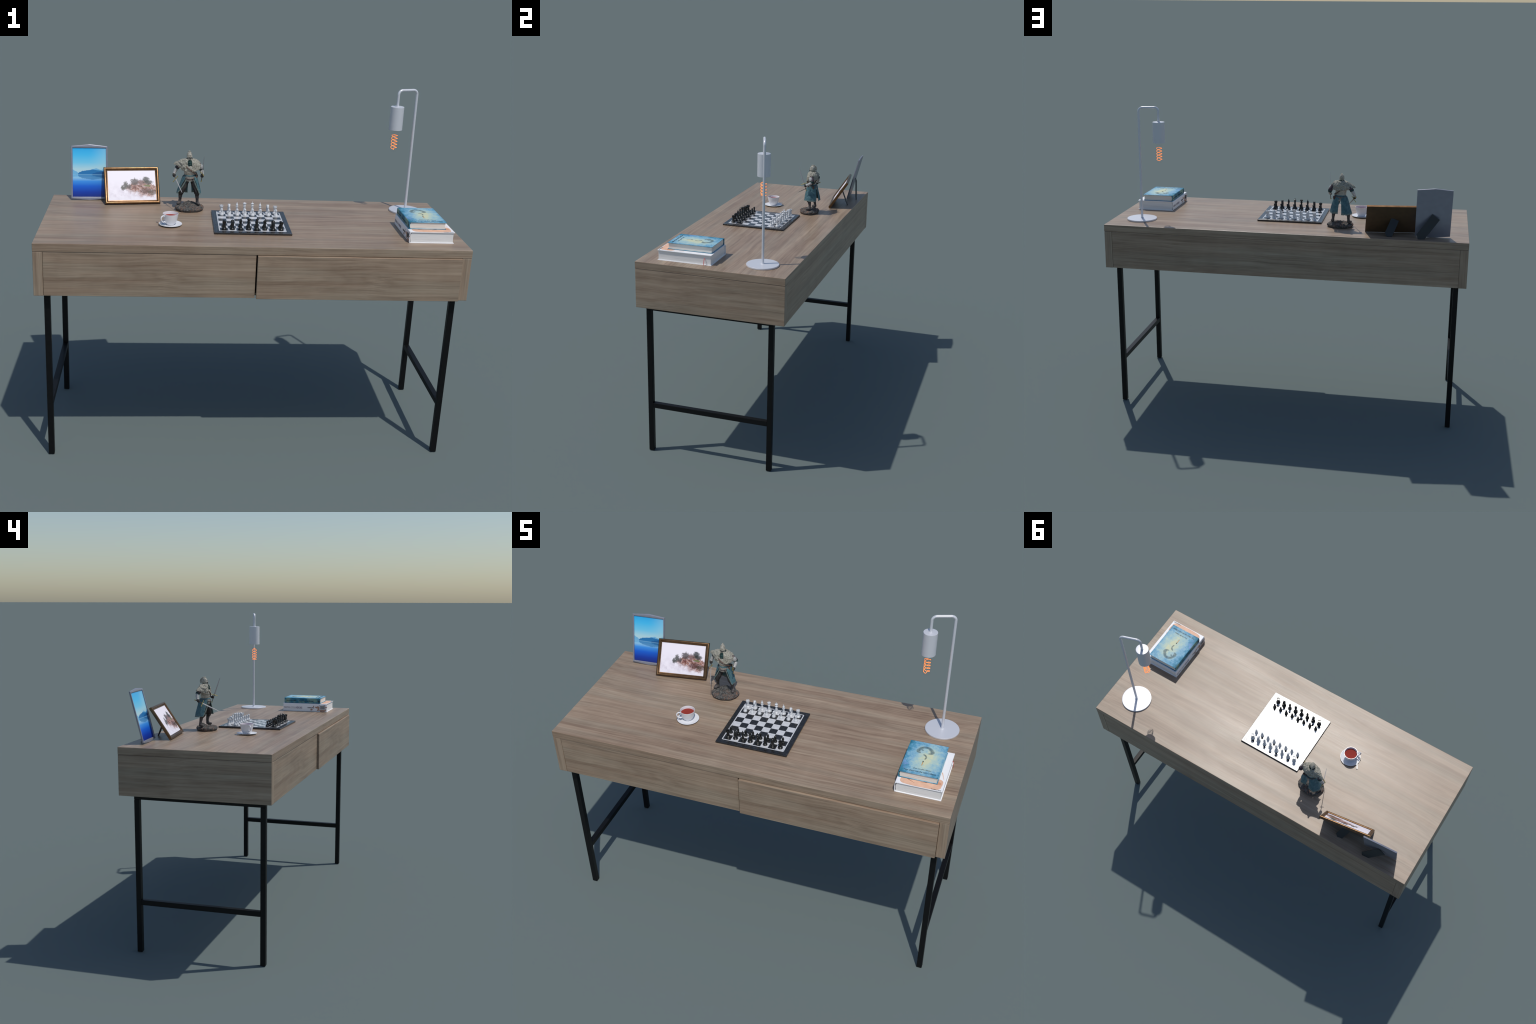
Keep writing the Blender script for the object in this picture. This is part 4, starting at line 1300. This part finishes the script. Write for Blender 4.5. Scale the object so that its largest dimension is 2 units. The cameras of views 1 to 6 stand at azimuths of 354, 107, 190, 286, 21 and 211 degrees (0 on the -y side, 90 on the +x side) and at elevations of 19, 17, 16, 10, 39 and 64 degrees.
armR = limb('arm', [(-0.2620, 0.1930, 1.3260), (-0.2500, 0.1975, 1.3130), (-0.2410, 0.2040, 1.2985), (-0.2385, 0.2035, 1.2930)], [0.0125, 0.0120, 0.0112, 0.0090], SLEEVE, lump=0.0012)
limb('shoulder_plate', [(-0.2495, 0.1930, 1.3185), (-0.2450, 0.1945, 1.3090), (-0.2420, 0.1965, 1.3010)], [0.0110, 0.0125, 0.0110], BRACER, armR, lump=0.0006)
limb('elbow_cuff', [(-0.2420, 0.2060, 1.2990), (-0.2385, 0.2010, 1.2900)], [0.0122, 0.0112], SCARF, armR, lump=0.0012)
limb('forearm', [(-0.2385, 0.2020, 1.2920), (-0.2370, 0.1900, 1.2830), (-0.2365, 0.1760, 1.2755), (-0.2370, 0.1700, 1.2725)], [0.0086, 0.0090, 0.0074, 0.0082], BRACER, armR, lump=0.0006)
limb('hand', [(-0.2370, 0.1725, 1.2735), (-0.2378, 0.1650, 1.2705), (-0.2378, 0.1590, 1.2680), (-0.2376, 0.1565, 1.2670)], [0.0064, 0.0084, 0.0076, 0.0045], GLOVE, armR, lump=0.0008)

# swords
def sword(name, pommel, guard, tip, ga, gb, width):
    P, G, T_ = (w2f(p) for p in (pommel, guard, tip))
    d = (T_ - G).normalized()
    gx = (w2f(gb) - w2f(ga))
    side = (gx - d * gx.dot(d)).normalized()
    nrm = d.cross(side).normalized()
    Ln = (T_ - G).length
    bm = bmesh.new()
    R = []
    for f, k in ((0, 1.0), (0.2, 0.95), (0.5, 0.85), (0.8, 0.70), (0.92, 0.5), (0.995, 0.06)):
        c = G + d * (Ln * f)
        h, t_ = width / 2 * k, 0.0011 * max(k, 0.3)
        R.append([bm.verts.new(c + side * h), bm.verts.new(c + nrm * t_), bm.verts.new(c - side * h), bm.verts.new(c - nrm * t_)])
    for a, b in zip(R, R[1:]):
        for k in range(4):
            bm.faces.new((a[k], a[(k + 1) % 4], b[(k + 1) % 4], b[k]))
    bm.faces.new(R[0])
    bm.faces.new(R[-1])
    s = finish_bm(bm, name, BLADE, fig)
    tube('sword_guard', [w2f(ga), (w2f(ga) + G) / 2 + d * 0.0005, G, (w2f(gb) + G) / 2 + d * 0.0005, w2f(gb)], [0.0020, 0.0015, 0.0026, 0.0015, 0.0020], BRASS, s, 8, 60)
    tube('sword_grip', [P, G], 0.0018, LEATHER, s, 8, 60)
    bm = bmesh.new()
    bm_sphere(bm, P, 0.0034, 12, 8)
    finish_bm(bm, 'sword_pommel', BRASS, s, 60)
sword('sword', (-0.3812, 0.2180, 1.2660), (-0.3695, 0.1790, 1.2475), (-0.3367, 0.0890, 1.2008), (-0.3585, 0.1755, 1.2630), (-0.3822, 0.1825, 1.2306), 0.0075)
sword('sword', (-0.2411, 0.1675, 1.2418), (-0.2360, 0.1540, 1.2820), (-0.2317, 0.1203, 1.3830), (-0.2460, 0.1700, 1.2875), (-0.2300, 0.1370, 1.2765), 0.0075)

bpy.context.view_layer.update()
